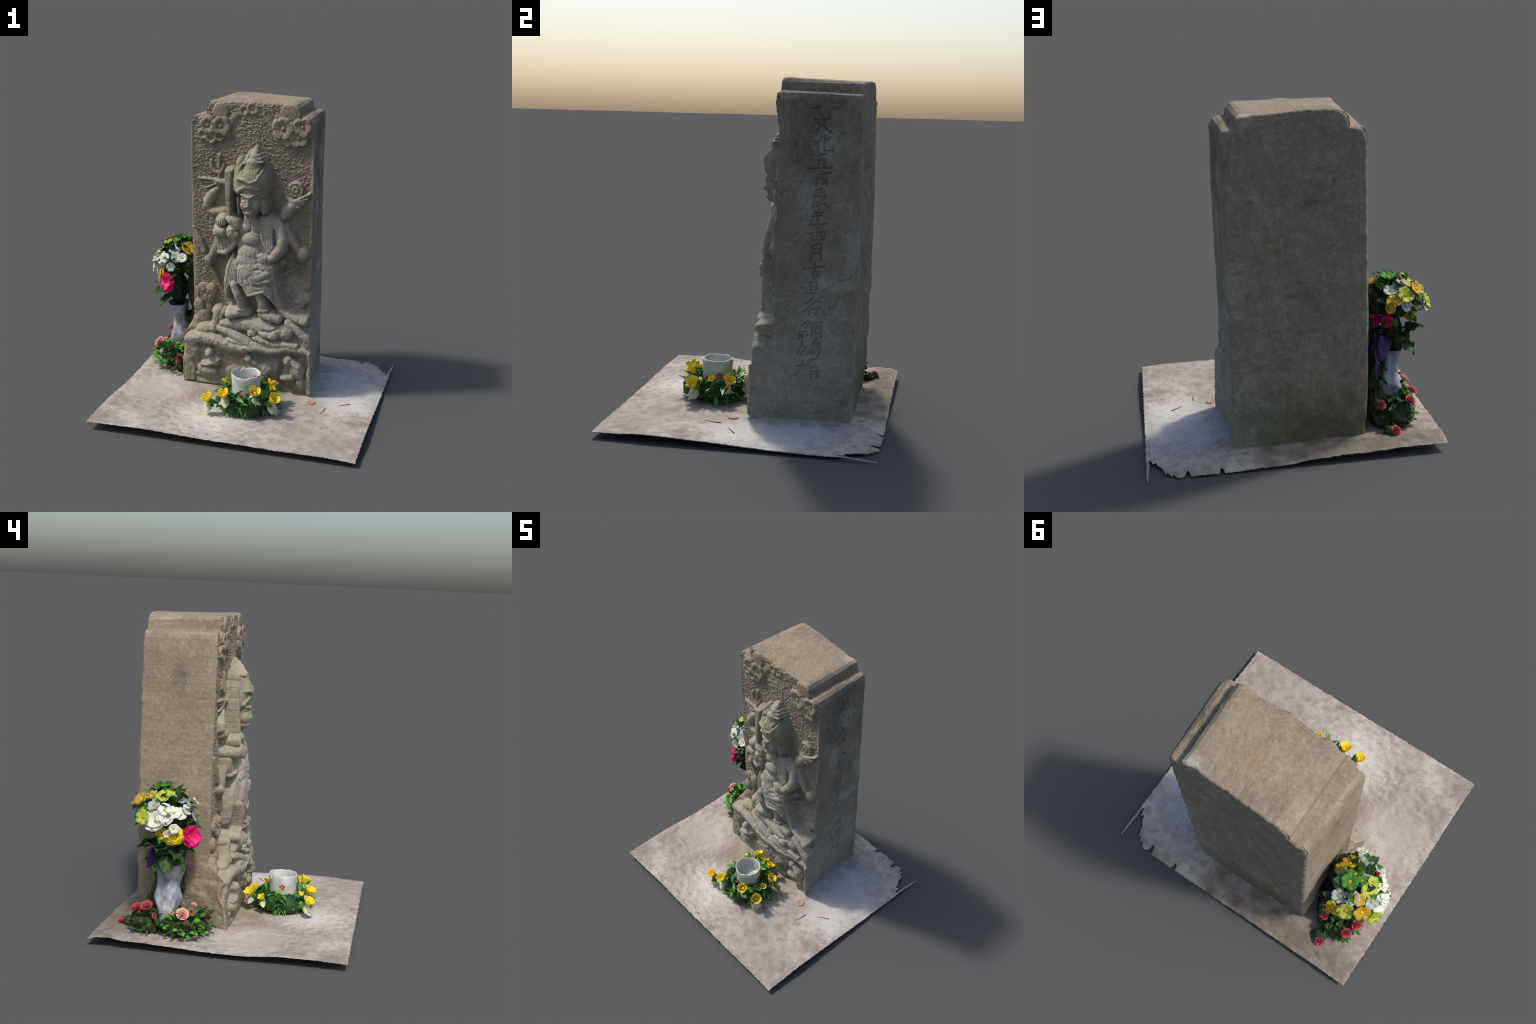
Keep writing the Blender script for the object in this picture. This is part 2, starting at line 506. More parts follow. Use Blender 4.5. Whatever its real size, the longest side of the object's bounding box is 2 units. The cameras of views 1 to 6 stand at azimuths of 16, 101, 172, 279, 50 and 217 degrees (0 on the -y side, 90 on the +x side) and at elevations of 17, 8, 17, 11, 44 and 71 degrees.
# ---------------------------------------------------------------- rocky ground at both sides of the legs
for (c, a_, b_, ro) in (((-.377, .689, .103), .060, .050, .3), ((-.319, .691, .095), .040, .050, 0), ((-.348, .638, .099), .050, .035, -.2),
                        ((-.412, .567, .103), .040, .050, .2), ((-.379, .496, .095), .048, .055, 0), ((-.338, .579, .111), .025, .060, .2),
                        ((-.421, .449, .095), .036, .045, 0)):
    R.blob('cloud_rock', c, a_, b_, ro, .02, .008, .5)
for (c, a_, b_) in (((.328, .699, .113), .050, .045), ((.289, .654, .113), .050, .040), ((.214, .747, .115), .030, .030), ((.345, .782, .113), .026, .022)):
    R.blob('slab', c, a_, b_, .2, .012, .010, .6)
R.groove([(.222, .707), (.245, .676), (.259, .65), (.308, .655)], .005, .012)
for t in range(6):
    R.groove([mv((-.429, .715), t * 36, (t % 3) * 30), mv((-.398, .69), t * 30, (t % 2) * 50), mv((-.409, .647), t * 28, t * 8)], .005, .008)

# ---------------------------------------------------------------- crown, head
hair = 'crown'
R.blob(hair, (-.013, 1.497, -.018), .104, .105, 0, .075, .008)
R.tube(hair, [(-.019, 1.552, -.004, .06), (-.018, 1.6, .012, .0504), (-.012, 1.641, .036, .0396), (-.006, 1.675, .062, .0252), (-.004, 1.7, .084, .0144), (-.006, 1.722, .108, .0042)], .9, .006)
R.panel(hair, [(.026, 1.502, -.012), (.043, 1.556, -.002), (.062, 1.613, .086), (.078, 1.575, .071), (.092, 1.514, .058), (.086, 1.45, .048), (.066, 1.384, .046),
               (.049, 1.4, .026), (.042, 1.437, .006)], .02, .016, .006)
R.panel(hair, [(-.154, 1.426, .048), (-.16, 1.49, .056), (-.15, 1.541, .066), (-.127, 1.595, .066), (-.074, 1.611, .036), (-.095, 1.555, .016), (-.087, 1.509, -.009), (-.084, 1.434, .006),
               (-.11, 1.386, .036)], .02, .02, .004)
R.tube(hair, [(-.104, 1.511, -.008, .009), (-.056, 1.509, -.024, .0096), (-.022, 1.492, -.028, .0108), (.029, 1.51, -.022, .0084), (.044, 1.554, -.008, .0072), (.065, 1.606, .061, .006)], 1.0, .006)
R.tube(hair, [(-.101, 1.426, .006, .0156), (-.058, 1.46, -.014, .0144), (-.006, 1.47, -.024, .0156), (.028, 1.454, -.014, .0144), (.049, 1.403, .016, .0156)], 1.0, .006)
for (a_, b_) in (((-.035, 1.621, .014, .0084), (.048, 1.62, .036, .0084)), ((-.033, 1.639, .031, .0078), (.038, 1.641, .046, .0078)), ((-.028, 1.657, .041, .0072), (.025, 1.66, .056, .0072)), ((-.062, 1.609, .016, .0084), (-.038, 1.669, .046, .0084))):
    R.tube(hair, [a_, b_], 1.0, .004)
R.blob(hair, (-.11, 1.587, .046), .022, .04, .1, .02)
for i in range(16):                                    # combed strands
    R.groove([mv((-.116, 1.459), i * 20, 0), mv((-.112, 1.518), i * 19, 0), mv((-.097, 1.584), i * 16, 0)], .0022, .0042)
for i in range(7):
    R.groove([mv((.04, 1.427), i * 13, - i * 8), mv((.052, 1.506), i * 9, - i * 8), mv((.069, 1.592), i * 2, 0)], .002, .003)
for i in range(4):
    R.groove([mv((-.151, 1.432), i * 16, 0), mv((-.152, 1.498), i * 16, 0), mv((-.137, 1.558), i * 15, 0)], .002, .003)
R.groove([(-.078, 1.493), (-.048, 1.485), (-.028, 1.47)], .006, .010)
R.groove([(.075, 1.623), (.055, 1.589), (.04, 1.553)], .008, .026)
R.groove([(-.081, 1.612), (-.076, 1.58), (-.07, 1.545)], .008, .020)

R.blob('ear', (.058, 1.328, .03), .022, .056, .05, .018)
R.groove([(.056, 1.35), (.059, 1.31), (.051, 1.279)], .005, .008)
R.tube('ear#b', [(-.116, 1.37, .044, .009), (-.11, 1.269, .05, .0084)], 1.0)

R.tube('neck', [(-.032, 1.259, .038, .042), (-.032, 1.198, .038, .0468)], .6)
face = 'head'
R.blob(face, (-.024, 1.375, -.008), .070, .106, 0, .062, .006, 1, 2.3)
R.blob(face, (-.027, 1.296, -.004), .048, .036, 0, .030, .010)            # jaw
R.blob(face, (-.059, 1.334, -.008), .028, .034, 0, .02, .010)             # cheeks
R.blob(face, (.016, 1.346, -.004), .028, .036, 0, .02, .010)
R.tube(face, [(-.026, 1.397, -.014, .0078), (-.026, 1.36, -.024, .0096), (-.025, 1.338, -.029, .012)], 1.0, .005)
R.blob(face, (-.046, 1.331, -.018), .010, .009, 0, .01, .004)
R.blob(face, (-.01, 1.335, -.018), .010, .009, 0, .01, .004)
R.tube(face, [(-.081, 1.408, 0, .006), (-.055, 1.402, -.012, .0072), (-.033, 1.394, -.018, .006)], 1.0, .005)
R.tube(face, [(-.021, 1.393, -.018, .006), (.004, 1.408, -.012, .0072), (.026, 1.416, .002, .006)], 1.0, .005)
for e_ in ([(-.084, 1.368), (-.066, 1.375), (-.047, 1.369)], [(-.023, 1.37), (-.002, 1.381), (.021, 1.379)]):
    R.groove(e_, .0055, .007)
for e_ in ([(-.083, 1.354), (-.064, 1.351), (-.048, 1.359)], [(-.022, 1.36), (0, 1.358), (.02, 1.367)]):
    R.groove(e_, .0025, .004)
for e_ in ([(-.072, 1.367, -.007), (-.045, 1.368, -.011)], [(-.012, 1.37, -.011), (.021, 1.376, -.007)]):
    R.groove(e_, .004, -.005)
R.groove([(-.094, 1.346), (-.079, 1.308), (-.058, 1.28)], .004, .006)
R.groove([(-.012, 1.343), (0, 1.313), (-.004, 1.287)], .004, .006)
R.groove([(-.057, 1.308), (-.032, 1.316), (-.01, 1.309)], .0045, .007)
R.groove([(-.06, 1.297), (-.032, 1.294), (-.006, 1.303)], .004, .006)
R.tube(face, [(-.049, 1.289, -.008, .0054), (-.025, 1.288, -.012, .0066), (-.004, 1.296, -.008, .0054)], 1.0, .004)
R.groove([(-.047, 1.426), (-.039, 1.416), (-.03, 1.426)], .004, .003)
R.groove([(-.093, 1.429), (-.033, 1.448), (.04, 1.429)], .004, .006)

# ---------------------------------------------------------------- body
R.panel('robe', [(-.016, 1.238, .065), (.05, 1.259, .06), (.113, 1.269, .065), (.17, 1.231, .075), (.201, 1.176, .075), (.209, 1.1, .07), (.201, 1.031, .055), (.158, .981, .035),
                 (.091, .939, .02), (-.043, .923, .03), (-.125, .972, .04), (-.122, 1.089, .05), (-.119, 1.165, .06), (-.065, 1.204, .055)], .03, .03, .01)
torso = 'torso'
R.blob(torso, (-.066, 1.167, .026), .042, .036, .1, .026, .006)
R.blob(torso, (.006, 1.187, .032), .050, .056, 0, .026, .006)
R.blob(torso, (-.019, 1.105, .002), .066, .052, 0, .045, .005)
R.tube(torso, [(-.025, 1.24, .052, .036), (-.022, 1.191, .042, .036)], .6, .008)
R.groove([(-.022, 1.214), (-.018, 1.169), (-.028, 1.155)], .004, .010)
R.groove([(-.084, 1.14), (-.025, 1.155), (.011, 1.132), (.038, 1.122)], .0035, .007)
R.blob(torso, (-.023, 1.001, -.004), .086, .075, 0, .045, .008)
R.blob(torso, (-.032, .955, -.006), .088, .055, 0, .03, .008)
for k in range(4):
    R.groove([mv((-.062, 1.035), k * 48, 0), mv((-.064, 1.001), k * 48, 0), mv((-.057, .962), k * 48, 0)], .0035, .0025)
R.groove([(-.126, 1.028), (-.119, .982), (-.092, .918)], .005, .008)
R.groove([(-.109, .91), (-.042, .896), (.023, .913)], .006, .008)

# robe over the right shoulder of the picture
R.panel('robe', [(.05, 1.255, .056), (.106, 1.266, .058), (.126, 1.233, .056), (.124, 1.157, .046), (.141, 1.064, .036), (.118, 1.012, .028), (.091, 1.028, .03), (.064, 1.083, .036), (.048, 1.163, .048)], .012, .014, .004)
R.tube('robe', [(.047, 1.253, .052, .0084), (.045, 1.165, .042, .009), (.062, 1.091, .03, .009), (.103, 1.025, .022, .009)], 1.0, .004)
for (a_, b_, c_) in (((.075, 1.254), (.068, 1.163), (.09, 1.068)), ((.094, 1.259), (.089, 1.165), (.107, 1.063)), ((.113, 1.258), (.108, 1.167), (.12, 1.064))):
    R.groove([a_, b_, c_], .003, .004)
arm = 'arm#e'
R.tube(arm, [(.139, 1.211, .07, .042), (.171, 1.167, .05, .0372), (.186, 1.108, .034, .0336), (.174, 1.046, .02, .0324), (.133, .993, .008, .03), (.108, .975, .004, .0264)], 1.0, .006)
R.groove([(.132, 1.169), (.135, 1.117), (.142, 1.072)], .006, .028)
R.groove([(.163, 1.197), (.157, 1.119), (.142, 1.066)], .003, .005)
R.groove([(.101, 1.003), (.105, .97), (.099, .937)], .004, .005)
R.groove([(.12, 1.011), (.124, .972), (.115, .938)], .004, .004)
R.blob('hand#e', (.071, .977, -.012), .040, .036, .1, .034)
for k in range(4):
    R.groove([mv((.041, .988), 0, k * 17), mv((.086, .988), 0, k * 17)], .0025, .006)
R.blob('hand#e', (.056, 1.003, -.006), .024, .014, .1, .014)

# fists that clasp the sword on the left, sleeve under them
R.panel('sword', [(-.205, 1.55, .04), (-.155, 1.557, .046), (-.158, 1.468, .036), (-.159, 1.351, .028), (-.154, 1.253, .02), (-.185, 1.251, .02), (-.193, 1.348, .028), (-.201, 1.465, .036)], .008, .010, 0, .002)
R.panel('sleeve', [(-.282, 1.101, .05), (-.113, 1.125, .04), (-.116, 1.062, .03), (-.179, 1., .04), (-.25, .986, .055), (-.279, 1.032, .06)], .02, .03)
R.tube('sleeve', [(-.249, .988, .05, .0144), (-.195, .997, .028, .0156), (-.157, 1.034, .022, .0156), (-.134, 1.062, .025, .0144)], 1.0)
for k in range(4):
    R.groove([mv((-.246, 1.083), k * 45, 0), mv((-.236, 1.038), k * 40, 0), mv((-.226, 1.002), k * 34, 0)], .0035, .005)
R.blob('hand#f', (-.224, 1.21, .006), .038, .032, .3, .028, .004, 1, 2.8)
R.blob('hand#f', (-.232, 1.138, -.002), .049, .032, .1, .030, .004, 1, 2.8)
R.blob('hand#f', (-.14, 1.22, 0), .050, .028, -.5, .024, .006, 1, 2.6)
R.blob('hand#f', (-.119, 1.19, .004), .034, .026, .3, .022, .008)
R.blob('hand#f', (-.153, 1.148, -.002), .034, .043, .1, .028, .005, 1, 2.8)
R.blob('hand#f', (-.129, 1.13, .006), .030, .026, .4, .02, .008)
for k in range(3):
    R.groove([mv((-.246, 1.227), k * 26, 0), mv((-.25, 1.19), k * 26, 0)], .003, .006)
    R.groove([mv((-.265, 1.15), k * 32, 0), mv((-.262, 1.116), k * 32, 0)], .003, .004)
R.groove([(-.18, 1.24), (-.182, 1.175), (-.187, 1.123)], .005, .012)
R.groove([(-.167, 1.18), (-.108, 1.182)], .005, .010)

# skirt, side panel with pleats, waist knot
R.panel('skirt', [(-.147, .998, .035), (-.179, .94, .04), (-.2, .883, .045), (-.218, .771, .05), (-.213, .702, .055), (-.195, .654, .06), (-.178, .707, .05), (-.163, .768, .035), (-.115, .792, .02),
                  (-.099, .904, .008)], .02, .02)
for k in range(6):
    R.groove([mv((-.137, .984), k * 8, 0), mv((-.169, .887), k * 18, 0), mv((-.184, .785), k * 22, 0)], .003, .007)
R.panel('skirt', [(-.099, .927, -.002), (-.032, .949, -.008), (.098, .961, -.006), (.143, .941, .01), (.158, .843, .01), (.162, .787, .02), (.135, .797, .01), (.149, .657, .03), (.121, .713, .008),
                  (.075, .754, -.008), (.025, .741, -.016), (-.024, .721, -.018), (-.057, .766, -.006), (-.108, .8, .006)], .018, .016, .008)
R.tube('skirt', [(-.053, .767, -.008, .0084), (-.023, .726, -.02, .0096), (.027, .745, -.022, .0096), (.077, .759, -.014, .0096), (.122, .715, .002, .0084), (.147, .666, .025, .006)], 1.0, .005)
for (a_, b_, c_) in (((-.079, .896), (-.092, .834), (-.072, .776)), ((-.046, .886), (-.062, .811), (-.025, .74)), ((-.026, .854), (-.012, .789), (.028, .746)),
                     ((.094, .786), (.114, .755), (.141, .697)), ((.067, .79), (.087, .766), (.114, .728))):
    R.groove([a_, b_, c_], .005, .005)
for (c, a_, b_) in (((.056, .901, -.016), .030, .020), ((.084, .878, -.02), .040, .026), ((.044, .857, -.018), .030, .022), ((.103, .839, -.016), .034, .020),
                    ((-.035, .872, -.016), .030, .030), ((-.002, .842, -.016), .034, .026), ((-.071, .872, -.008), .022, .030)):
    R.blob('waist_knot', c, a_, b_, .3, .018, .008)
R.groove([(.021, .799), (.054, .796), (.093, .81), (.123, .796)], .009, .022)
R.groove([(.02, .906), (.046, .915), (.079, .905)], .006, .012)
R.groove([(.014, .832), (.06, .83), (.093, .85)], .004, .008)

# legs and feet
R.tube('leg', [(-.13, .78, -.012, .0252), (-.103, .724, -.018, .0288), (-.082, .67, -.01, .0288), (-.068, .613, 0, .0264)], 1.0, .005)
R.groove([(-.14, .743), (-.117, .685), (-.1, .632)], .003, .007)
R.tube('foot', [(-.043, .594, .006, .0312), (-.097, .586, -.004, .0276), (-.162, .567, -.012, .03)], 1.0, .006)
R.tube('leg', [(-.093, .611, -.006, .0096), (-.048, .617, 0, .0096)], 1.0)
R.tube('leg#b', [(.043, .732, -.004, .0312), (.063, .678, -.008, .03), (.075, .621, -.004, .0276)], 1.0, .005)
R.tube('leg#b', [(.046, .622, -.012, .0084), (.103, .629, -.006, .0084)], 1.0)
R.tube('foot#b', [(.07, .593, -.004, .03), (.126, .583, -.016, .0276), (.174, .568, -.01, .0276)], 1.0, .006)
R.groove([(.137, .583), (.158, .555), (.171, .539)], .003, .005)
# long sash that hangs to the ground on the right
R.tube('sash', [(.146, .798, .02, .0204), (.151, .735, .03, .0216), (.171, .655, .034, .024), (.205, .605, .034, .0264), (.26, .584, .024, .0276), (.314, .573, .016, .0276), (.355, .563, .01, .0276)], 1.0, .006)
R.tube('sash', [(.34, .561, .02, .018), (.381, .56, .04, .0156), (.416, .562, .05, .0144)], 1.0)
R.groove([(.319, .583), (.317, .549), (.331, .523)], .005, .008)
R.groove([(.149, .76), (.163, .681), (.197, .624)], .003, .004)

# ---------------------------------------------------------------- trampled demon on its ledge
g = 'rock_ledge'
# body of the rock between sash and ledge
R.panel(g, [(-.489, .32, .054), (-.43, .407, .069), (-.307, .474, .079), (-.175, .505, .074), (-.012, .517, .074), (.152, .505, .064), (.282, .523, .074), (.392, .512, .084), (.421, .363, .016),
            (.171, .316, .004), (-.166, .294, .004), (-.384, .298, .034)], .01, .02, 0, .012)
R.blob('demon_leg', (-.35, .425, .03), .062, .036, .1, .04, .008)
R.tube('demon_leg', [(-.275, .56, .054, .0288), (-.257, .56, .042, .0348), (-.268, .498, .044, .0312), (-.279, .442, .024, .0264)], 1.0, .006)
R.tube('demon_leg', [(-.222, .558, .049, .018), (-.234, .523, .044, .018)], 1.0)
d_ = 'demon_body'
R.tube(d_, [(-.217, .491, .014, .0204), (-.141, .495, .008, .0396), (-.042, .506, -.008, .048), (.054, .499, -.016, .0504), (.147, .479, -.014, .048), (.221, .467, .004, .042)], 1.0, .008)
R.tube(d_, [(-.132, .521, .024, .018), (.005, .541, .014, .0216), (.12, .528, .009, .0216)], 1.0, .008)
for (c, a_, b_) in (((.098, .462, -.03), .048, .026), ((.145, .454, -.032), .040, .026), ((.046, .428, -.03), .044, .022), ((.004, .456, -.026), .034, .026), ((.087, .417, -.034), .060, .018)):
    R.blob(d_, c, a_, b_, -.25, .022, .006)
for k in range(7):
    R.groove([mv((-.149, .525), k * 26, k * 3), mv((-.095, .483), k * 30, k * 6), mv((-.027, .456), k * 30, k * 10)], .0035, .005)
R.groove([(.078, .49), (.125, .485), (.17, .501)], .006, .014)
R.groove([(-.021, .43), (.045, .452), (.112, .426), (.172, .433)], .005, .010)
R.tube('demon_arm', [(-.235, .457, .006, .0204), (-.161, .441, -.012, .0264), (-.089, .414, -.026, .0252), (-.021, .39, -.03, .0204)], 1.0, .006)
R.blob('demon_head', (.228, .48, -.01), .056, .060, 0, .045, .006)
for k in range(9):
    R.groove([mv((.185, .434), k * 18, - abs(k - 4) * 3), mv((.204, .485), k * 12, 0), mv((.216, .534), k * 8, 0)], .0028, .006)
R.tube('demon_arm#b', [(.246, .545, .004, .0264), (.299, .51, .004, .0276), (.346, .468, .004, .0252), (.373, .444, .004, .0264)], 1.0, .006)
for k in range(3):
    R.tube('demon_arm#b', [mv((.359, .441, .008, .0114), k * 28, 0), mv((.366, .4, .01, .0078), k * 26, 10 * (k % 2))], 1.1)

R.tube(g, [(-.462, .355, 0, .0276), (-.367, .378, -.012, .0312), (-.268, .372, -.02, .0324), (-.156, .348, -.03, .0288), (-.051, .344, -.04, .0264), (.043, .362, -.04, .0264), (.135, .348, -.036, .0228),
           (.235, .371, -.018, .0204), (.337, .363, -.002, .0216), (.404, .347, .008, .0204)], .9, .008)
R.tube(g, [(-.16, .387, -.016, .024), (-.007, .377, -.032, .0216), (.177, .396, -.022, .024), (.304, .392, -.006, .0216)], .9, .010)
for i in range(12):
    R.groove([mv((-.416, .39), i * 105, i * 12), mv((-.396, .357), i * 105, i * 10)], .009, .008)

# niches under the ledge and the frame at both ends
R.panel(g, [(-.481, .338, .011), (-.405, .346, -.004), (-.376, .294, .011), (-.429, .197, .021), (-.401, .148, .011), (-.4, .053, -.004), (-.482, .049, -.004), (-.487, .188, .026)], .015, .016, 0, .008)
R.panel(g, [(.426, .366, -.008), (.384, .354, -.008), (.398, .272, -.006), (.381, .193, -.004), (.377, .117, -.008), (.392, .052, -.008), (.438, .058, -.008)], .01, .014, 0, .008)
R.panel(g, [(-.401, .123, 0), (-.168, .178, .011), (-.129, .215, .018), (-.064, .208, .006), (.103, .262, .012), (.195, .265, .016), (.18, .169, .006), (.191, .04, -.004), (-.093, .046, -.008), (-.392, .049, -.008)], .012, .02, 0, .010)
# deep shadowed pockets right under the ledge
for line in ([(-.405, .311), (-.301, .32), (-.184, .292)], [(-.37, .251), (-.378, .207)], [(-.211, .264), (-.163, .235)], [(-.15, .272), (-.068, .275)], [(.053, .287), (.174, .278), (.371, .32)], [(.208, .247), (.202, .191)], [(-.379, .092), (-.281, .084)],
             [(.217, .101), (.278, .074)], [(.366, .282), (.374, .227)]):
    R.groove(line, .014, .020)
# three monkeys
def monkey(key, head, hr, body, arm_pts, lap):
    R.blob(key, body[0], body[1], body[2], body[3], .04, .008)
    R.tube(key, arm_pts, 1.0, .006)
    R.blob(key, lap[0], lap[1], lap[2], lap[3], .026, .008)
    R.blob(key, head, hr, hr * 1.05, 0, .03, .005)
monkey('monkey', (-.299, .279, -.034), .029, ((-.266, .226, -.016), .040, .050, .6), [(-.356, .191, -.018, .0096), (-.301, .198, -.028, .012), (-.238, .231, -.018, .012)], ((-.302, .147, -.024), .070, .036, -.05))
R.blob('monkey', (-.36, .151, -.018), .024, .03, .3, .02)
monkey('monkey#b', (-.015, .274, -.034), .031, ((.017, .22, -.016), .050, .055, .6), [(.006, .258, -.026, .024), (.064, .219, -.016, .0216)], ((.099, .196, -.018), .060, .060, .2))
monkey('monkey#c', (.258, .291, -.03), .034, ((.316, .218, -.026), .050, .062, .3), [(.284, .285, -.022, .0204), (.324, .253, -.032, .024), (.338, .207, -.034, .0204)], ((.255, .162, -.028), .052, .022, .1))
R.blob('monkey#c', (.345, .136, -.014), .034, .050, 0, .03)
R.groove([(.275, .197), (.302, .19), (.296, .161)], .006, .014)
R.groove([(.218, .256), (.248, .252), (.274, .27)], .003, .005)

# ---------------------------------------------------------------- weathering of the carved face
# imitates the scan's fillets: no flank stands steeper than the given slope
SLOPE = 4.5
for it in range(26):
    F = R.F
    for ax, sg in ((0, 1), (0, -1), (1, 1), (1, -1)):
        sft = np.roll(F, sg, ax) - SLOPE * STEP
        if ax == 0:
            sft[0 if sg == 1 else -1] = -9
        else:
            sft[:, 0 if sg == 1 else -1] = -9
        R.L = np.where(sft > F, np.roll(R.L, sg, ax), R.L)
        F = np.maximum(F, sft)
    R.F = F
for it in range(2):
    pad = np.pad(R.F, 1, mode='edge')
    R.F = (4 * R.F + 2 * (pad[1:-1, :-2] + pad[1:-1, 2:] + pad[:-2, 1:-1] + pad[2:, 1:-1]) * .75) / (4 + 6)
ang = fbm(X * 5, Z * 5, 1.5, 2)
peck = fbm(X * 62 + 20 * ang * .15, Z * 88, .5, 2) + .8 * perlin(X * 120, Z * 150, 2.2)
rim_free = smooth(.010, .030, d_side)
low = smooth(.62, .50, Z)
ground = (1 - R.carved) * rim_free * (1 - low)
R.F += ground * (.0078 * peck - .001)
R.F += (.5 + .5 * R.carved) * (.0016 * fbm(X * 70, Z * 70, 4, 3) + .0022 * fbm(X * 22, Z * 22, 8, 2))
R.F += low * (.0040 * fbm(X * 34, Z * 34, 6, 3) + .002 * fbm(X * 110, Z * 110, 3, 2))
waist = np.exp(-(((X - .0) / .12) ** 2 + ((Z - .90) / .10) ** 2))
R.F += waist * .005 * fbm(X * 34, Z * 34, 12, 4)
fist = np.exp(-(((X + .17) / .09) ** 2 + ((Z - 1.16) / .07) ** 2))
R.F += fist * .005 * fbm(X * 40, Z * 40, 15, 3)
# rounded arris
rr = .010 + .008 * smooth(1.91, 1.96, Z)
t = np.clip(d_edge / rr, 0, 1)
Y = -R.F + rr * (1 - np.sqrt(1 - (1 - t) ** 2)) * (.8 + .4 * fbm(X * 20, Z * 20, 3, 2))


# ---------------------------------------------------------------- flanks, back, inscription
NS = 186                                             # rows across the thickness
cols = [(j, 0) for j in range(NV)] + [(NV - 1, i) for i in range(1, NU)] + [(j, NU - 1) for j in range(NV - 2, -1, -1)]
lj, li = np.array(cols).T
pf = np.stack([X[lj, li], Y[lj, li], Z[lj, li]], 1)


def back_depth(x, z):
    y = .585 + .016 * smooth(.2, -.25, x) + .008 * np.sin(np.clip((z - .1) / 1.8, 0, 1) * math.pi) - .02 * smooth(.25, .02, z) * smooth(.1, -.3, x)
    y = y + .010 * fbm(x * 8, z * 6, 3, 3) + .0075 * fbm((x + z * .5) * 24, (z - x * .5) * 11, 5, 3)
    hollow = np.exp(-((x + .04) / .20) ** 4) * smooth(.30, .75, z) * smooth(1.80, 1.45, z)
    y = y - hollow * (.026 + .016 * fbm(x * 5, z * 3.5, 13, 2))
    y = y - .018 * np.exp(-(((x + .24) / .10) ** 2 + ((z - .45) / .32) ** 2)) - .006 * np.clip(fbm(x * 9, z * 7, 23, 2), 0, 1)
    for (cx, cz, r, dep) in BACK_PITS:
        y = y - dep * np.exp(-(((x - cx) / r) ** 2 + ((z - cz) / (r * .8)) ** 2))
    return y


BACK_PITS = [(-.14, 1.46, .030, .014), (-.10, 1.44, .020, .010), (-.17, 1.56, .022, .008), (.00, .93, .030, .014), (-.05, 1.02, .016, .010), (.02, .62, .022, .009),
             (.10, 1.20, .030, .008), (-.12, .72, .020, .012), (.06, .50, .030, .010), (.20, .85, .025, .007), (.16, 1.55, .03, .007), (-.3, 1.2, .03, .006)]
# hard edge of the back with chips
db = np.minimum(XB - XB[:, :1], XB[:, -1:] - XB)
dtb = np.full(XB.shape, 9.0)
upb = ZB > 1.72
for a, b in zip(top_b[::3][:-1], top_b[::3][1:]):
    dtb[upb] = np.minimum(dtb[upb], seg_dist(XB[upb], ZB[upb], a, b)[0])
db = np.minimum(db, dtb)
rb = .010 + .004 * fbm(XB * 14, ZB * 14, 2, 2) + .010 * smooth(-.2, -.4, XB)
tb_ = np.clip(db / rb, 0, 1)
YB = back_depth(XB, ZB) - rb * (1 - np.sqrt(1 - (1 - tb_) ** 2))
pb = np.stack([XB[lj, li], YB[lj, li], ZB[lj, li]], 1)

# outward direction of the outline in the x-z plane
tan = np.gradient(pf[:, [0, 2]], axis=0)
nor = np.stack([-tan[:, 1], tan[:, 0]], 1)
nor /= np.linalg.norm(nor, axis=1)[:, None] + 1e-12
kern = np.ones(9) / 9
nor = np.stack([np.convolve(np.pad(nor[:, k], 4, mode='edge'), kern, 'valid') for k in (0, 1)], 1)

T = np.linspace(0, 1, NS)
blend = np.where(pf[:, 2] < .55, 1.0, 0.0)[:, None] * 0
fl = smooth(.56, .40, pf[:, 2])[:, None] * np.where(pf[:, 0] < 0, 1, 1.0 * smooth(.34, .18, pf[:, 2]))[:, None]
tt = T[None, :]
ease = tt * (1 - fl) + fl * (1 - (1 - tt) ** 3.2)          # the flare at the foot dies out quickly
PX = pf[:, None, 0] + (pb[:, None, 0] - pf[:, None, 0]) * ease
PZ = pf[:, None, 2] + (pb[:, None, 2] - pf[:, None, 2]) * tt
PY = pf[:, None, 1] + (pb[:, None, 1] - pf[:, None, 1]) * tt

side_r = (pf[:, 0] > .2)[:, None] & (nor[:, 0] > .8)[:, None] & np.ones_like(PX, bool)
side_l = (pf[:, 0] < -.2)[:, None] & (nor[:, 0] < -.8)[:, None] & np.ones_like(PX, bool)
fade = smooth(0, .04, T)[None, :] * smooth(1, .96, T)[None, :]
disp = .0040 * fbm(PX * 9, PY * 9, PZ * 9, 3) + .0006 * fbm(PX * 75, PY * 75, PZ * 75, 2)
disp = disp + side_r * (.0030 * fbm(PY * 26 + PZ * 9, PZ * 26 - PY * 9, 2.0, 3) - .020 * np.clip(fbm(PY * 22, PZ * 22, 11, 3) - .34, 0, 1) - .012 * np.clip(fbm((PY + PZ) * 30, (PZ - PY) * 12, 61, 2) - .36, 0, 1))
disp = disp + side_r * smooth(.42, .3, PZ) * (.006 * fbm(PY * 26, PZ * 18, 21, 3))
disp = disp + side_l * .0006 * fbm(PY * 40, PZ * 40, 31, 2)
disp = disp + side_l * smooth(.5, .3, PZ) * .010 * fbm(PY * 10, PZ * 10, 41, 3)
topm = (nor[:, 1] > .8)[:, None]
disp = disp + topm * .0022 * fbm(PX * 32, PY * 32, 51, 3)

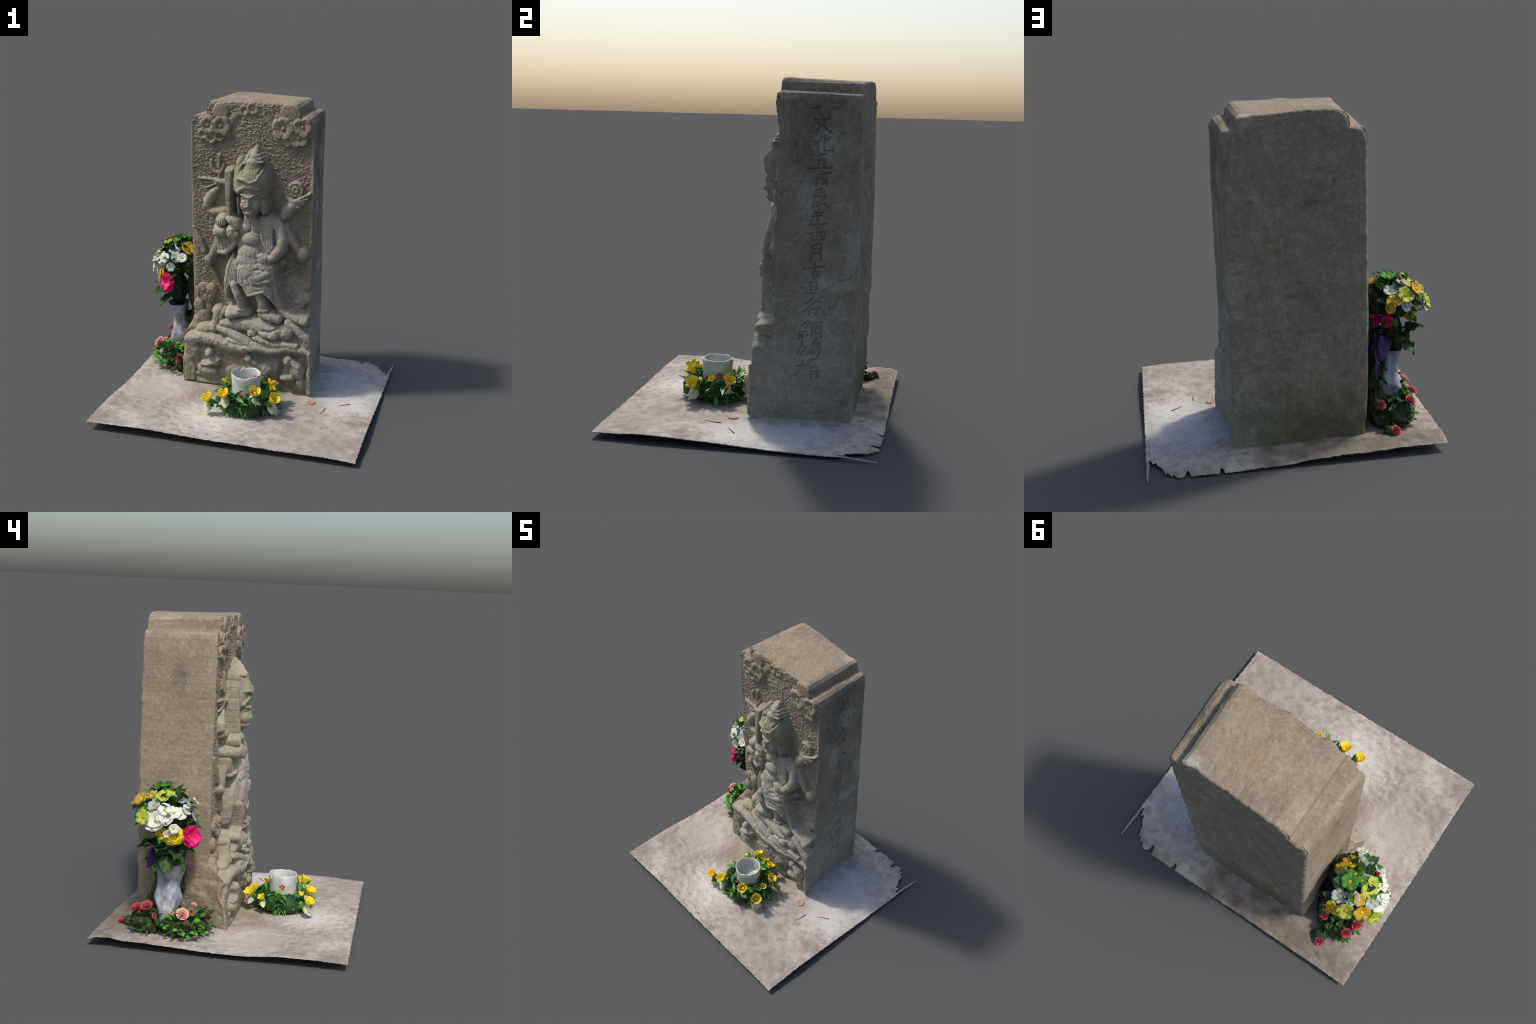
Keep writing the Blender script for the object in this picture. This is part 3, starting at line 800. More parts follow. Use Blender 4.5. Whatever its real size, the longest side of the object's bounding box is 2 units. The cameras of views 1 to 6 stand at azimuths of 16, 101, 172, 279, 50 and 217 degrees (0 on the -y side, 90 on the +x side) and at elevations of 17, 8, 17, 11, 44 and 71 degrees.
# carved date and place on the right flank; strokes as (y, z) lines, one list per character
GLYPHS = {
    'culture': [[(.314, 1.82), (.348, 1.824)], [(.356, 1.791), (.37, 1.774)], [(.327, 1.755), (.411, 1.763)], [(.385, 1.755), (.365, 1.722), (.329, 1.691)], [(.343, 1.741), (.381, 1.718), (.43, 1.682)]],
    'change': [[(.372, 1.666), (.336, 1.62)], [(.348, 1.631), (.349, 1.58)], [(.416, 1.664), (.378, 1.632)], [(.384, 1.671), (.381, 1.588), (.434, 1.589)], [(.43, 1.604), (.434, 1.589)]],
    'five': [[(.344, 1.558), (.391, 1.572)], [(.337, 1.535), (.39, 1.545)], [(.366, 1.566), (.352, 1.491)], [(.389, 1.545), (.382, 1.492)], [(.291, 1.485), (.432, 1.497)]],
    'earth': [[(.347, 1.454), (.431, 1.472)], [(.353, 1.454), (.347, 1.398)], [(.373, 1.476), (.387, 1.423), (.405, 1.4)], [(.406, 1.432), (.38, 1.402)], [(.368, 1.436), (.383, 1.439)]],
    'dragon': [[(.34, 1.368), (.378, 1.377)], [(.344, 1.349), (.393, 1.36)], [(.338, 1.33), (.399, 1.341)], [(.343, 1.367), (.34, 1.315), (.329, 1.269)], [(.352, 1.307), (.352, 1.275), (.37, 1.288)], [(.4, 1.328), (.366, 1.299)],
     [(.372, 1.307), (.423, 1.275)]],
    'year': [[(.371, 1.263), (.337, 1.233)], [(.348, 1.236), (.387, 1.245)], [(.328, 1.219), (.382, 1.226)], [(.358, 1.247), (.362, 1.152)], [(.314, 1.171), (.41, 1.182)], [(.325, 1.197), (.323, 1.175)]],
    'four': [[(.302, 1.122), (.412, 1.139)], [(.324, 1.121), (.337, 1.086)], [(.336, 1.085), (.396, 1.094)], [(.401, 1.136), (.394, 1.092)], [(.358, 1.128), (.356, 1.09)], [(.38, 1.132), (.38, 1.104)]],
    'month': [[(.336, 1.058), (.335, 1.008), (.329, .963)], [(.338, 1.059), (.387, 1.068)], [(.386, 1.067), (.385, .978), (.373, .972)], [(.34, 1.035), (.382, 1.042)], [(.338, 1.012), (.38, 1.018)]],
    'lucky': [[(.288, .922), (.407, .941)], [(.35, .96), (.357, .911)], [(.333, .901), (.366, .91)], [(.339, .89), (.382, .895), (.361, .866)], [(.343, .887), (.347, .869), (.367, .872)]],
    'day': [[(.331, .843), (.335, .812)], [(.328, .844), (.368, .849), (.364, .803)], [(.337, .822), (.362, .826)], [(.329, .798), (.363, .804)], [(.303, .779), (.359, .786)]],
    'right': [[(.353, .768), (.328, .732), (.305, .725)], [(.408, .771), (.359, .734), (.399, .738)], [(.35, .729), (.317, .689), (.295, .675)], [(.34, .692), (.389, .701), (.367, .666)], [(.329, .678), (.325, .658)]],
    'rope': [[(.33, .628), (.292, .597)], [(.337, .615), (.309, .582)], [(.277, .557), (.317, .564)], [(.277, .553), (.276, .518)], [(.297, .554), (.295, .523)], [(.316, .561), (.323, .536)],
     [(.347, .613), (.347, .534)], [(.35, .612), (.403, .622), (.4, .533)], [(.359, .59), (.391, .596)], [(.359, .574), (.392, .579)], [(.37, .603), (.371, .558)], [(.357, .551), (.393, .557)]],
    'place': [[(.377, .523), (.351, .49)], [(.356, .493), (.401, .502), (.391, .468)], [(.363, .486), (.361, .463)], [(.362, .479), (.39, .483)], [(.336, .449), (.402, .464)], [(.375, .459), (.359, .417)],
     [(.403, .461), (.381, .408)], [(.364, .441), (.325, .432)], [(.296, .498), (.28, .468)], [(.285, .468), (.319, .477)], [(.301, .487), (.27, .433)], [(.319, .465), (.292, .429)]],
    'field': [[(.333, .393), (.382, .41)], [(.357, .408), (.334, .368)], [(.272, .363), (.341, .371)], [(.302, .392), (.311, .348)], [(.352, .357), (.39, .367)], [(.347, .332), (.397, .343), (.386, .297)],
     [(.354, .327), (.352, .295)], [(.363, .314), (.382, .319)]],
}
CRACKS = [([(.172, .754), (.216, .765), (.259, .794), (.291, .817)], .006, .007), ([(.401, .795), (.443, .827), (.496, .859), (.555, .871)], .007, .009), ([(.267, 1.253), (.293, 1.297), (.332, 1.341)], .007, .009),
          ([(.217, 1.502), (.248, 1.54), (.29, 1.555)], .004, .004), ([(.195, 1.666), (.241, 1.59)], .004, .004), ([(.224, 1.777), (.22, 1.753)], .008, .008), ([(.135, 1.333), (.172, 1.359)], .008, .008),
          ([(.407, 1.288), (.46, 1.299), (.507, 1.322)], .004, .004), ([(.416, .684), (.419, .662)], .008, .010), ([(.443, .697), (.48, .724)], .009, .012), ([(.13, 1.046), (.185, 1.074), (.259, 1.129)], .004, .004),
          ([(.176, .613), (.197, .642)], .007, .007), ([(.537, .779), (.569, .798)], .008, .010), ([(.464, .56), (.496, .579)], .005, .006), ([(.237, .293), (.274, .309)], .012, .014),
          ([(.502, .425), (.513, .463)], .007, .007), ([(.169, 1.844), (.259, 1.856)], .006, .006), ([(.549, 1.472), (.558, 1.514), (.568, 1.536)], .014, .016), ([(.028, .214), (.072, .186), (.128, .197)], .012, .012)]
disp = disp + side_r * .013 * smooth(.50, .36, PZ) * smooth(.20, .34, PZ) * np.sin(np.clip(tt, 0, 1) * math.pi)
cut = np.zeros_like(PX)
rows_r = np.where(side_r[:, 0])[0]
ry, rz = PY[rows_r], PZ[rows_r]
c_r = np.zeros_like(ry)


def carve(pts, width, depth):
    p = np.array(pts)
    box = (ry > p[:, 0].min() - .03) & (ry < p[:, 0].max() + .03) & (rz > p[:, 1].min() - .03) & (rz < p[:, 1].max() + .03)
    if not box.any():
        return
    yy, zz = ry[box], rz[box]
    d = np.full(yy.shape, 9.0)
    for a, b in zip(pts[:-1], pts[1:]):
        d = np.minimum(d, seg_dist(yy, zz, a, b)[0])
    c_r[box] = np.maximum(c_r[box], depth * np.exp(-(d / width) ** 2))


for glyph in GLYPHS.values():
    for stroke in glyph:
        carve(stroke, .0043, .0115)
glyph_cut = c_r.copy()
for pts, width, depth in CRACKS:
    carve(pts, width, depth)
cut[rows_r] = c_r
gl = np.zeros_like(PX)
gl[rows_r] = glyph_cut
disp = (disp - cut) * fade
# dark scar high on the left flank
disp -= side_l * .003 * np.exp(-(((PY - .36) / .03) ** 2 + ((PZ - 1.60) / .05) ** 2)) * fade
PX += nor[:, None, 0] * disp
PZ += nor[:, None, 1] * disp
PZ = np.maximum(PZ, Z_FOOT)

# ---------------------------------------------------------------- one closed surface, then cut into named parts
nf = NV * NU
idx_f = np.arange(nf).reshape(NV, NU)
V = [np.stack([X.ravel(), Y.ravel(), Z.ravel()], 1)]
labels = [R.L.ravel()]
heights = [R.F.ravel()]
inner = np.stack([PX[:, 1:-1], PY[:, 1:-1], PZ[:, 1:-1]], 2).reshape(-1, 3)
V.append(inner)
n_in = NS - 2
INS = R.pid('inscription')
lab = np.where(gl[:, 1:-1] > .0026, INS, 0)
labels.append(lab.ravel())
heights.append(gl[:, 1:-1].ravel())
V.append(np.stack([XB.ravel(), YB.ravel(), ZB.ravel()], 1))
labels.append(np.zeros(nf, int))
heights.append(np.zeros(nf))
off_b = nf + len(inner)
idx_b = off_b + np.arange(nf).reshape(NV, NU)
V = np.concatenate(V)
LAB = np.concatenate(labels)
HGT = np.concatenate(heights)


def quads(I, flip=False):
    q = np.stack([I[:-1, :-1], I[:-1, 1:], I[1:, 1:], I[1:, :-1]], -1).reshape(-1, 4)
    return q[:, ::-1] if flip else q


strip = np.concatenate([idx_f[lj, li][:, None], nf + np.arange(len(cols) * n_in).reshape(len(cols), n_in), idx_b[lj, li][:, None]], 1)
# the back is flatter: every second row and column is enough, its border keeps all points
QF = quads(idx_f)
QS = quads(strip, True)
sel_r = np.unique(np.r_[np.arange(0, NV, 2), NV - 1])
sel_c = np.unique(np.r_[np.arange(0, NU, 2), NU - 1])
QB = quads(idx_b[np.ix_(sel_r, sel_c)], True)
ALL = np.concatenate([QF, QS, QB])

tri_n = np.cross(V[ALL[:, 2]] - V[ALL[:, 0]], V[ALL[:, 3]] - V[ALL[:, 1]])
VN = np.zeros_like(V)
for k in range(4):
    for ax in range(3):
        VN[:, ax] += np.bincount(ALL[:, k], tri_n[:, ax], len(V))
# the half-resolution border of the back shares its normals with its neighbours
VN /= np.linalg.norm(VN, axis=1)[:, None] + 1e-12

top_h = HGT[ALL].argmax(1)
face_lab = LAB[ALL[np.arange(len(ALL)), top_h]]
face_lab[len(QF) + len(QS):] = 0

# tidy specks: a part needs a real patch of surface
counts = np.bincount(face_lab, minlength=len(R.parts))

A_ = srgb
GREY = srgb(152, 144, 128)
lichen = srgb(170, 140, 70)
pale = srgb(176, 173, 162)
moss = srgb(82, 88, 48)
black = srgb(62, 60, 56)
slab_patches = [((-.02, .36, 2.0), .06, (1, 1, 1), lichen, .45), ((.1, .3, 2.0), .25, (1, 1, 2), srgb(150, 138, 118), .6),
                ((.37, .33, 1.72), .20, (1, 1.5, .8), black, .42), ((.37, .45, 1.88), .10, (1, 1, 1.5), black, .35), ((.36, .40, 1.62), .06, (1, .8, .6), pale, .6),
                ((.37, .35, .25), .33, (1, .8, 1), pale, .5), ((.37, .46, .84), .11, (1, .8, 3), pale, .6), ((.36, .56, 1.05), .09, (1, 1.6, .6), pale, .55),
                ((.38, .30, 1.31), .06, (1, 1.3, .7), pale, .6), ((.37, .35, .70), .20, (1, 1.5, 1), pale, .35), ((.24, .13, .72), .11, (1, 1, 1), pale, .55),
                ((.0, .62, .16), .36, (.8, 1, 1.6), moss, .55), ((-.3, .6, .10), .2, (.8, 1, 1.6), moss, .5), ((-.46, .36, 1.60), .07, (1, 1.2, .7), black, .35),
                ((.21, .57, 1.97), .05, (1, 1, 1), pale, .6), ((.0, .0, .03), .45, (1, 1.5, 3.2), moss, .40)]
M_SLAB = stone('weathered_stone', srgb(156, 143, 123), srgb(124, 113, 97), srgb(178, 166, 147), slab_patches)
M_FIG = stone('smooth_stone', srgb(158, 150, 131), srgb(128, 121, 104), srgb(182, 176, 160),
              [((-.02, .05, 1.50), .16, (1, 1, .8), srgb(146, 142, 114), .5), ((-.03, .0, .92), .16, (1, 1, .9), pale, .55), ((.14, .06, 1.2), .10, (1, 1, 1), pale, .45),
               ((.27, .02, .56), .045, (1, 1, 1), lichen, .8), ((-.06, .03, 1.66), .06, (1, 1, 1), pale, .6), ((-.17, .0, 1.16), .10, (1, 1, 1), srgb(176, 172, 148), .6)], .7)
M_LOW = stone('pale_worn_stone', srgb(166, 158, 142), srgb(138, 130, 114), srgb(190, 184, 170),
              [((.0, .0, .04), .42, (.9, 1.4, 3.4), moss, .55), ((-.46, .05, .12), .10, (1, 1, .8), moss, .6), ((-.36, .05, .52), .14, (1, 1, .8), srgb(156, 150, 122), .5)], .8)
low_parts = {'rock_ledge', 'demon_leg', 'demon_body', 'demon_arm', 'demon_head', 'monkey', 'foot', 'sash', 'cloud_rock'}
brown_parts = {'inscription', 'sun_disc', 'moon_disc', 'ribbon', 'lotus_cloud', 'lotus_blossom', 'wheel', 'trident', 'bow', 'arrow_bundle', 'staff', 'slab', 'cloud_rock'}

stele = empty('stone_stele', 'tall weathered stone pillar carved with a six-armed guardian figure', 'stone monument', (0, .36, 0))
for pid, part in enumerate(R.parts):
    faces = ALL[face_lab == pid]
    if len(faces) < 20:
        continue
    base = part.split('#')[0]
    used, inv = np.unique(faces, return_inverse=True)
    mat = M_SLAB if base in brown_parts else M_LOW if base in low_parts else M_FIG
    me = fast_mesh(base, V[used], inv.reshape(-1, 4), [mat])
    me.normals_split_custom_set_from_vertices(VN[used].astype(np.float32).tolist())
    o = add_obj(base, me, stele, (0, -.36, 0))


# =====================================================================  PAVING SLAB
GX, GY = .867, .784
H_EDGE_FRONT = np.array([(-.87, .053), (-.47, .060), (-.12, .048), (.13, .046), (.40, .040), (.70, .043), (.87, .033)])
H_EDGE_LEFT = np.array([(-.79, .052), (-.62, .060), (-.39, .058), (-.12, .038), (.12, .042), (.43, .058), (.60, .060), (.66, .076), (.79, .054)])
H_EDGE_RIGHT = np.array([(-.79, .032), (-.49, .045), (-.16, .036), (.06, .026), (.36, .016), (.58, .018), (.68, .012), (.79, .005)])
H_EDGE_BACK = np.array([(-.87, .056), (-.6, .052), (-.46, .046), (-.15, .044), (.03, .022), (.37, .010), (.6, .010), (.87, .005)])


def pave_z(x, y):
    """gently uneven ground, higher at the left and front"""
    u, v = (x + GX) / (2 * GX), (y + GY) / (2 * GY)
    f, b = np.interp(x, *H_EDGE_FRONT.T), np.interp(x, *H_EDGE_BACK.T)
    l, r = np.interp(y, *H_EDGE_LEFT.T), np.interp(y, *H_EDGE_RIGHT.T)
    lf, rf, lb, rb_ = .053, .033, .055, .005
    z = (1 - v) * f + v * b + (1 - u) * l + u * r - ((1 - u) * (1 - v) * lf + u * (1 - v) * rf + (1 - u) * v * lb + u * v * rb_)
    z = z + .0035 * fbm(x * 7, y * 7, 2, 3) + .0012 * fbm(x * 40, y * 40, 5, 2)
    d = np.hypot(np.maximum(np.abs(x + .03) - .40, 0), np.maximum(np.abs(y - .29) - .29, 0))
    k = smooth(.42, .0, d) * smooth(GX, GX - .12, np.abs(x)) * smooth(GY + .01, GY - .10, np.abs(y))
    z = z + np.maximum(.045 - z, 0) * k
    rough_back = smooth(.55, .66, y) * smooth(.15, -.05, x)
    z = z + rough_back * (.010 * fbm(x * 10, y * 16, 7, 3))
    return z


def tear_y(x):
    """back edge of the scan sheet: straight, then torn away towards the right corner"""
    e = np.interp(x, [-.87, .40, .430, .437, .452, .462, .60, .622, .630, .640, .660, .70, .716, .73, .75, .76, .78, .80, .815, .83, .845],
                  [.784, .784, .784, .750, .742, .784, .784, .78, .735, .720, .775, .780, .745, .757, .72, .735, .665, .640, .600, .612, .560])
    return e


nx, ny = 450, 400
gx = np.linspace(-GX, .845, nx)
gv = np.linspace(0, 1, ny)
saw = lambda t, s: .0075 * (.45 + 1.1 * np.abs(perlin(t * 13, s + 2))) * (np.abs(((t * 46 + 3.5 * perlin(t * 11, s)) % 1) - .5) * 2 - .5) + .006 * fbm(t * 34, s, 0, 3)
ymax = tear_y(gx) + .006 * fbm(gx * 45, 1.3, 0, 3) * smooth(.1, .5, gx) + saw(gx, 3.3) * .8
ymin = -GY + .004 + saw(gx, 8.8)
GXX = np.repeat(gx[None, :], ny, 0)
GYY = ymin[None, :] + gv[:, None] * (ymax - ymin)[None, :]
GXX = GXX + (saw(GYY, 12.5) + .004) * smooth(-GX + .05, -GX, GXX)
# right border strip, which runs on as a thin spike of the scan sheet past the torn corner
V1 = np.stack([GXX, GYY, pave_z(GXX, GYY)], -1).reshape(-1, 3)
Q1 = quads(np.arange(nx * ny).reshape(ny, nx))
nb, nc = 700, 7
yb_ = np.linspace(-GY + .004, .784, nb)
outer = .867 + saw(yb_, 21.0) * smooth(.784, .6, yb_)
inner_x = np.where(yb_ < .566, .8445, outer - .013 * smooth(.80, .60, yb_) - .004)
bx = inner_x[:, None] + np.linspace(0, 1, nc)[None, :] * (outer - inner_x)[:, None]
by = np.repeat(yb_[:, None], nc, 1)
bz = pave_z(bx, by)
bz = bz + (.0005)
V2 = np.stack([bx, by, bz], -1).reshape(-1, 3)
Q2 = quads(np.arange(nb * nc).reshape(nb, nc).T.copy(), False)
Q2 = quads(np.arange(nb * nc).reshape(nb, nc)) + len(V1)
VG = np.concatenate([V1, V2])
VG[:, 2] = np.maximum(VG[:, 2], .0045)

NG = Nodes('concrete')
gb = NG.noise(4.2, 6, .62)
gm = NG.noise(17, 6, .7)
gg = NG.noise(190, 3, .75)
gsp = NG.noise(75, 4, .7)
cg = NG.mix(NG.rng(gb, .36, .64), srgb(154, 143, 134), srgb(196, 187, 176))
cg = NG.mix(NG.rng(gm, .30, .52, .75, 0), cg, srgb(132, 121, 113))
cg = NG.mix(NG.rng(gm, .56, .74, 0, .6), cg, srgb(216, 208, 198))
for (c_, r_, s_, col_, am_) in (((-.13, -.50, .04), .20, (1, 1, 1), srgb(232, 227, 220), .75), ((.62, .22, .03), .26, (1, .8, 1), srgb(214, 214, 214), .7),
                                ((.66, -.02, .03), .15, (1, 1, 1), srgb(226, 220, 212), .7), ((-.60, -.20, .05), .20, (1, 1, 1), srgb(206, 197, 188), .5), ((.1, -.09, .04), .30, (.7, 2.4, 1), srgb(146, 140, 112), .45),
                                ((-.80, -.68, .05), .05, (1, 1, 1), srgb(110, 102, 98), .5), ((-.3, .72, .05), .36, (.7, 2.2, 1), srgb(96, 88, 66), .75), ((-.68, .68, .05), .24, (1, 1.6, 1), srgb(120, 110, 98), .6),
                                ((.55, -.60, .04), .22, (.8, 1.2, 1), srgb(150, 137, 130), .45)):
    cg = NG.mix(NG.math('MULTIPLY', NG.near(c_, r_, .6, s_, 14, .3), am_), cg, col_)
cg = NG.mix(NG.rng(gg, .32, .60, .5, 0), cg, srgb(118, 106, 100))
cg = NG.mix(NG.rng(gsp, .62, .75, 0, .3), cg, srgb(236, 230, 224))
M_CONCRETE = NG.finish(cg, .95, NG.math('ADD', gg, gsp), .002, .4, .15)

me = fast_mesh('paving_slab', VG, np.concatenate([Q1, Q2]), [M_CONCRETE])
paving = add_obj('paving_slab', me)
paving["label"] = "thin scanned sheet of blotchy pale concrete with ragged torn edges"
paving["category"] = "paving"
md = paving.modifiers.new('thickness', 'SOLIDIFY')
md.thickness = .004  # thin because the scan holds the paving as a single layer
md.offset = -1


def on_ground(x, y):
    return float(pave_z(np.array([x]), np.array([y]))[0])


# coin and two twigs lying in front of the stele
M_COIN = plain('tarnished_copper', srgb(178, 140, 118), .15, 60, .55)
vs, fs = [], []
for k, (r_, h_) in enumerate(((.0, .004), (.020, .004), (.022, .005), (.027, .005), (.028, .0035), (.028, -.004))):
    for i in range(32):
        a = i * math.tau / 32
        vs.append((r_ * math.cos(a), r_ * math.sin(a) * 1.05, h_))
    if k:
        for i in range(32):
            j = (i + 1) % 32
            fs.append(((k - 1) * 32 + i, (k - 1) * 32 + j, k * 32 + j, k * 32 + i))
coin = add_obj('coin', mesh_from('coin', vs, [f[::-1] for f in fs], [M_COIN]), None, (.440, -.082, on_ground(.44, -.082) + .002))
coin["label"] = "small round flat tarnished copper coin"
coin["category"] = "coin"
M_TWIG = plain('dry_needle', srgb(160, 96, 70), .25, 80, .7)


def tube_mesh(name, pts, mat, sides=8, cap=True):
    """tube through points (x, y, z, r)"""
    vs, fs = [], []
    n = len(pts)
    for k, p in enumerate(pts):
        a = Vector(pts[max(k - 1, 0)][:3])
        b = Vector(pts[min(k + 1, n - 1)][:3])
        q = (b - a).to_track_quat('Z', 'Y')
        for i in range(sides):
            t = i * math.tau / sides
            vs.append(Vector(p[:3]) + q @ Vector((p[3] * math.cos(t), p[3] * math.sin(t), 0)))
    for k in range(n - 1):
        for i in range(sides):
            j = (i + 1) % sides
            fs.append((k * sides + i, k * sides + j, (k + 1) * sides + j, (k + 1) * sides + i))
    fs.append(tuple(range(sides))[::-1])
    fs.append(tuple(range((n - 1) * sides, n * sides)))
    return mesh_from(name, vs, fs, [mat])


for (a, b, c) in (((.532, -.232), (.548, -.170), (.546, -.128)), ((.622, -.071), (.65, -.045), (.694, -.019))):
    o = add_obj('twig', tube_mesh('twig', [(p[0], p[1], on_ground(*p) + .003, r) for p, r in ((a, .0012), (b, .0022), (c, .003))], M_TWIG, 6))
    o["label"] = "short thin reddish dry twig"
    o["category"] = "twig"


# =====================================================================  FLOWERS
rnd = random.Random(11)
M_LEAF = plain('green_leaf', srgb(70, 132, 46), .3, 25, .5, .2)
M_LEAF_BRIGHT = plain('bright_leaf', srgb(112, 178, 58), .25, 25, .5, .25)
M_LEAF_DARK = plain('dark_leaf', srgb(52, 80, 40), .3, 20, .55, .1)
M_GLOSS = plain('wreath_leaf', srgb(48, 116, 48), .4, 30, .4, .1, .4, srgb(118, 176, 74))
M_YELLOW = plain('yellow_petal', srgb(244, 218, 44), .12, 40, .5, .15)
M_ORANGE = plain('orange_centre', srgb(240, 176, 30), .12, 60, .6)
M_OCHRE = plain('ochre_petal', srgb(186, 158, 48), .2, 40, .55, .15)
M_LIME = plain('lime_petal', srgb(178, 192, 70), .2, 40, .55, .15)
M_WHITE = plain('white_petal', srgb(226, 226, 214), .08, 40, .55, .15)
M_CREAM = plain('cream_calyx', srgb(204, 204, 170), .15, 40, .55, .1)
M_BLUEWHITE = plain('pale_petal', srgb(176, 188, 188), .12, 40, .55, .15)
M_MAGENTA = plain('magenta_petal', srgb(228, 24, 116), .15, 40, .5, .15)
M_PINK = plain('pink_petal', srgb(232, 176, 170), .12, 60, .5, .15)
M_ROSE = plain('rose_petal', srgb(190, 82, 94), .18, 60, .5, .15)
M_PURPLE = plain('purple_leaf', srgb(86, 58, 110), .3, 30, .5, .1)
M_FOLIAGE = plain('dark_foliage', srgb(46, 60, 34), .45, 22, .7)  # dark green of the inner foliage masses
M_SOIL = plain('dark_stems', srgb(34, 32, 20), .4, 40, .8)


def petal_grid(n, m, fn, base, vs, fs, mi, mat):
    """n x m patch of surface points from fn(u, v)"""
    for j in range(m):
        for i in range(n):
            vs.append(base @ Vector(fn(i / (n - 1), j / (m - 1))))
    o = len(vs) - n * m
    for j in range(m - 1):
        for i in range(n - 1):
            a = o + j * n + i
            fs.append((a, a + 1, a + n + 1, a + n))
            mi.append(mat)


def dome(vs, fs, mi, r, h, z, mat, seg=12, rings=4):
    o = len(vs)
    vs.append(Vector((0, 0, z + h)))
    for k in range(1, rings + 1):
        a = k / rings * math.pi / 2
        for i in range(seg):
            t = i * math.tau / seg
            vs.append(Vector((r * math.sin(a) * math.cos(t), r * math.sin(a) * math.sin(t), z + h * math.cos(a))))
    for i in range(seg):
        fs.append((o, o + 1 + i, o + 1 + (i + 1) % seg))
        mi.append(mat)
    for k in range(rings - 1):
        for i in range(seg):
            a = o + 1 + k * seg
            j = (i + 1) % seg
            fs.append((a + i, a + seg + i, a + seg + j, a + j))
            mi.append(mat)


def thick(me, t=.0015):
    """give a petal mesh body"""
    o = bpy.data.objects.new('tmp', me)
    bpy.context.scene.collection.objects.link(o)
    md = o.modifiers.new('s', 'SOLIDIFY')
    md.thickness = t
    md.offset = 0
    dg = bpy.context.evaluated_depsgraph_get()
    new = bpy.data.meshes.new_from_object(o.evaluated_get(dg))
    new.name = me.name
    bpy.data.objects.remove(o)
    new.polygons.foreach_set("use_smooth", [True] * len(new.polygons))
    return new


def blossom(name, mats, petals=6, r=.04, width=.75, lift=.35, cup=.2, layers=1, centre=.25, seed=0, wave=.1):
    """open flower looking along +z, petals of length r"""
    g = random.Random(seed)
    vs, fs, mi = [], [], []
    for L in range(layers):
        f = 1 - .22 * L
        for k in range(petals):
            a = (k + .5 * L + g.uniform(-.12, .12)) * math.tau / petals
            base = Matrix.Rotation(a, 4, 'Z')
            w = width * r * f * math.pi / petals * 1.5
            rk = r * f * g.uniform(.88, 1.1)
            ph = g.uniform(0, 6)

            def fn(u, v):
                s = (u - .5) * 2
                wd = w * math.sin(min(1, .12 + v * .95) * math.pi * .78) ** .8
                x = rk * (.12 + .88 * v - .10 * s * s * v)
                zz = rk * ((lift + .28 * L) * v - .35 * v * v * (1 - L * .3)) + cup * rk * s * s * v + wave * rk * math.sin(5 * v + ph + 2 * s) * v * .4
                return (x, s * wd, zz)
            petal_grid(5, 7, fn, base, vs, fs, mi, 0)
    me = mesh_from(name, vs, fs, mats, mi)
    me = thick(me, .0016)
    if centre:
        vs2, fs2, mi2 = [], [], []
        dome(vs2, fs2, mi2, r * centre, r * centre * .8, r * .04, 1)
        o0 = len(me.vertices)
        allv = [v.co.copy() for v in me.vertices] + vs2
        allf = [tuple(p.vertices) for p in me.polygons] + [tuple(i + o0 for i in f) for f in fs2]
        allm = [p.material_index for p in me.polygons] + mi2
        me = mesh_from(name, allv, allf, mats, allm)
    return me


def rose_mesh(name, mats, r=.035, seed=0):
    """nested cupped petals, tighter towards the heart"""
    g = random.Random(seed)
    vs, fs, mi = [], [], []
    for L, (n, rad, hgt, open_) in enumerate(((3, .30, .95, .0), (4, .52, .95, .12), (5, .74, .80, .28), (6, .95, .50, .5))):
        for k in range(n):
            base = Matrix.Rotation((k + .37 * L + g.uniform(-.1, .1)) * math.tau / n, 4, 'Z')
            span = math.tau / n * .72

            def fn(u, v):
                a = (u - .5) * span * 1.25
                q = rad * r * (.35 + .65 * v ** .6) + open_ * r * .4 * v * v
                edge = 1 - .16 * abs(u - .5) * 2 * v
                return (q * math.cos(a), q * math.sin(a), hgt * r * v * edge * .95)
            petal_grid(6, 6, fn, base, vs, fs, mi, 0)
    me = thick(mesh_from(name, vs, fs, mats, mi), .0016)
    return me


def leaf_mesh(name, mat, L=.06, W=.03, bend=.3, fold=.25, wave=0.0, t=.0012):
    vs, fs, mi = [], [], []

    def fn(u, v):
        s = (u - .5) * 2
        wd = W * .5 * math.sin(math.pi * min(1, v * .96 + .04)) ** .7 * (1.15 - .3 * v)
        return (s * wd, L * v, -bend * L * v * v + fold * abs(s) * wd + wave * L * math.sin(9 * v + s) * abs(s))
    petal_grid(5, 10, fn, Matrix.Identity(4), vs, fs, mi, 0)
    return thick(mesh_from(name, vs, fs, [mat], mi), t)


def lump(name, mat, centre, radii, amp=.15, freq=9, seg=(64, 40), cut=None, seed=0):
    """lumpy closed mass of foliage"""
    n, m = seg
    th = np.linspace(0, 2 * np.pi, n, endpoint=False)
    ph = np.linspace(0, np.pi, m)
    T_, P_ = np.meshgrid(th, ph)
    d = np.stack([np.sin(P_) * np.cos(T_), np.sin(P_) * np.sin(T_), np.cos(P_)], -1)
    nz = fbm(d[..., 0] * freq * .3 + seed, d[..., 1] * freq * .3, d[..., 2] * freq * .3, 3)
    p = d * np.array(radii) * (1 + amp * nz[..., None] * 2)
    p = p + np.array(centre)
    v = p.reshape(-1, 3)
    I = np.arange(n * m).reshape(m, n)
    I = np.c_[I, I[:, :1]]
    me = fast_mesh(name, v, quads(I, False)[:, ::-1], [mat])
    return me


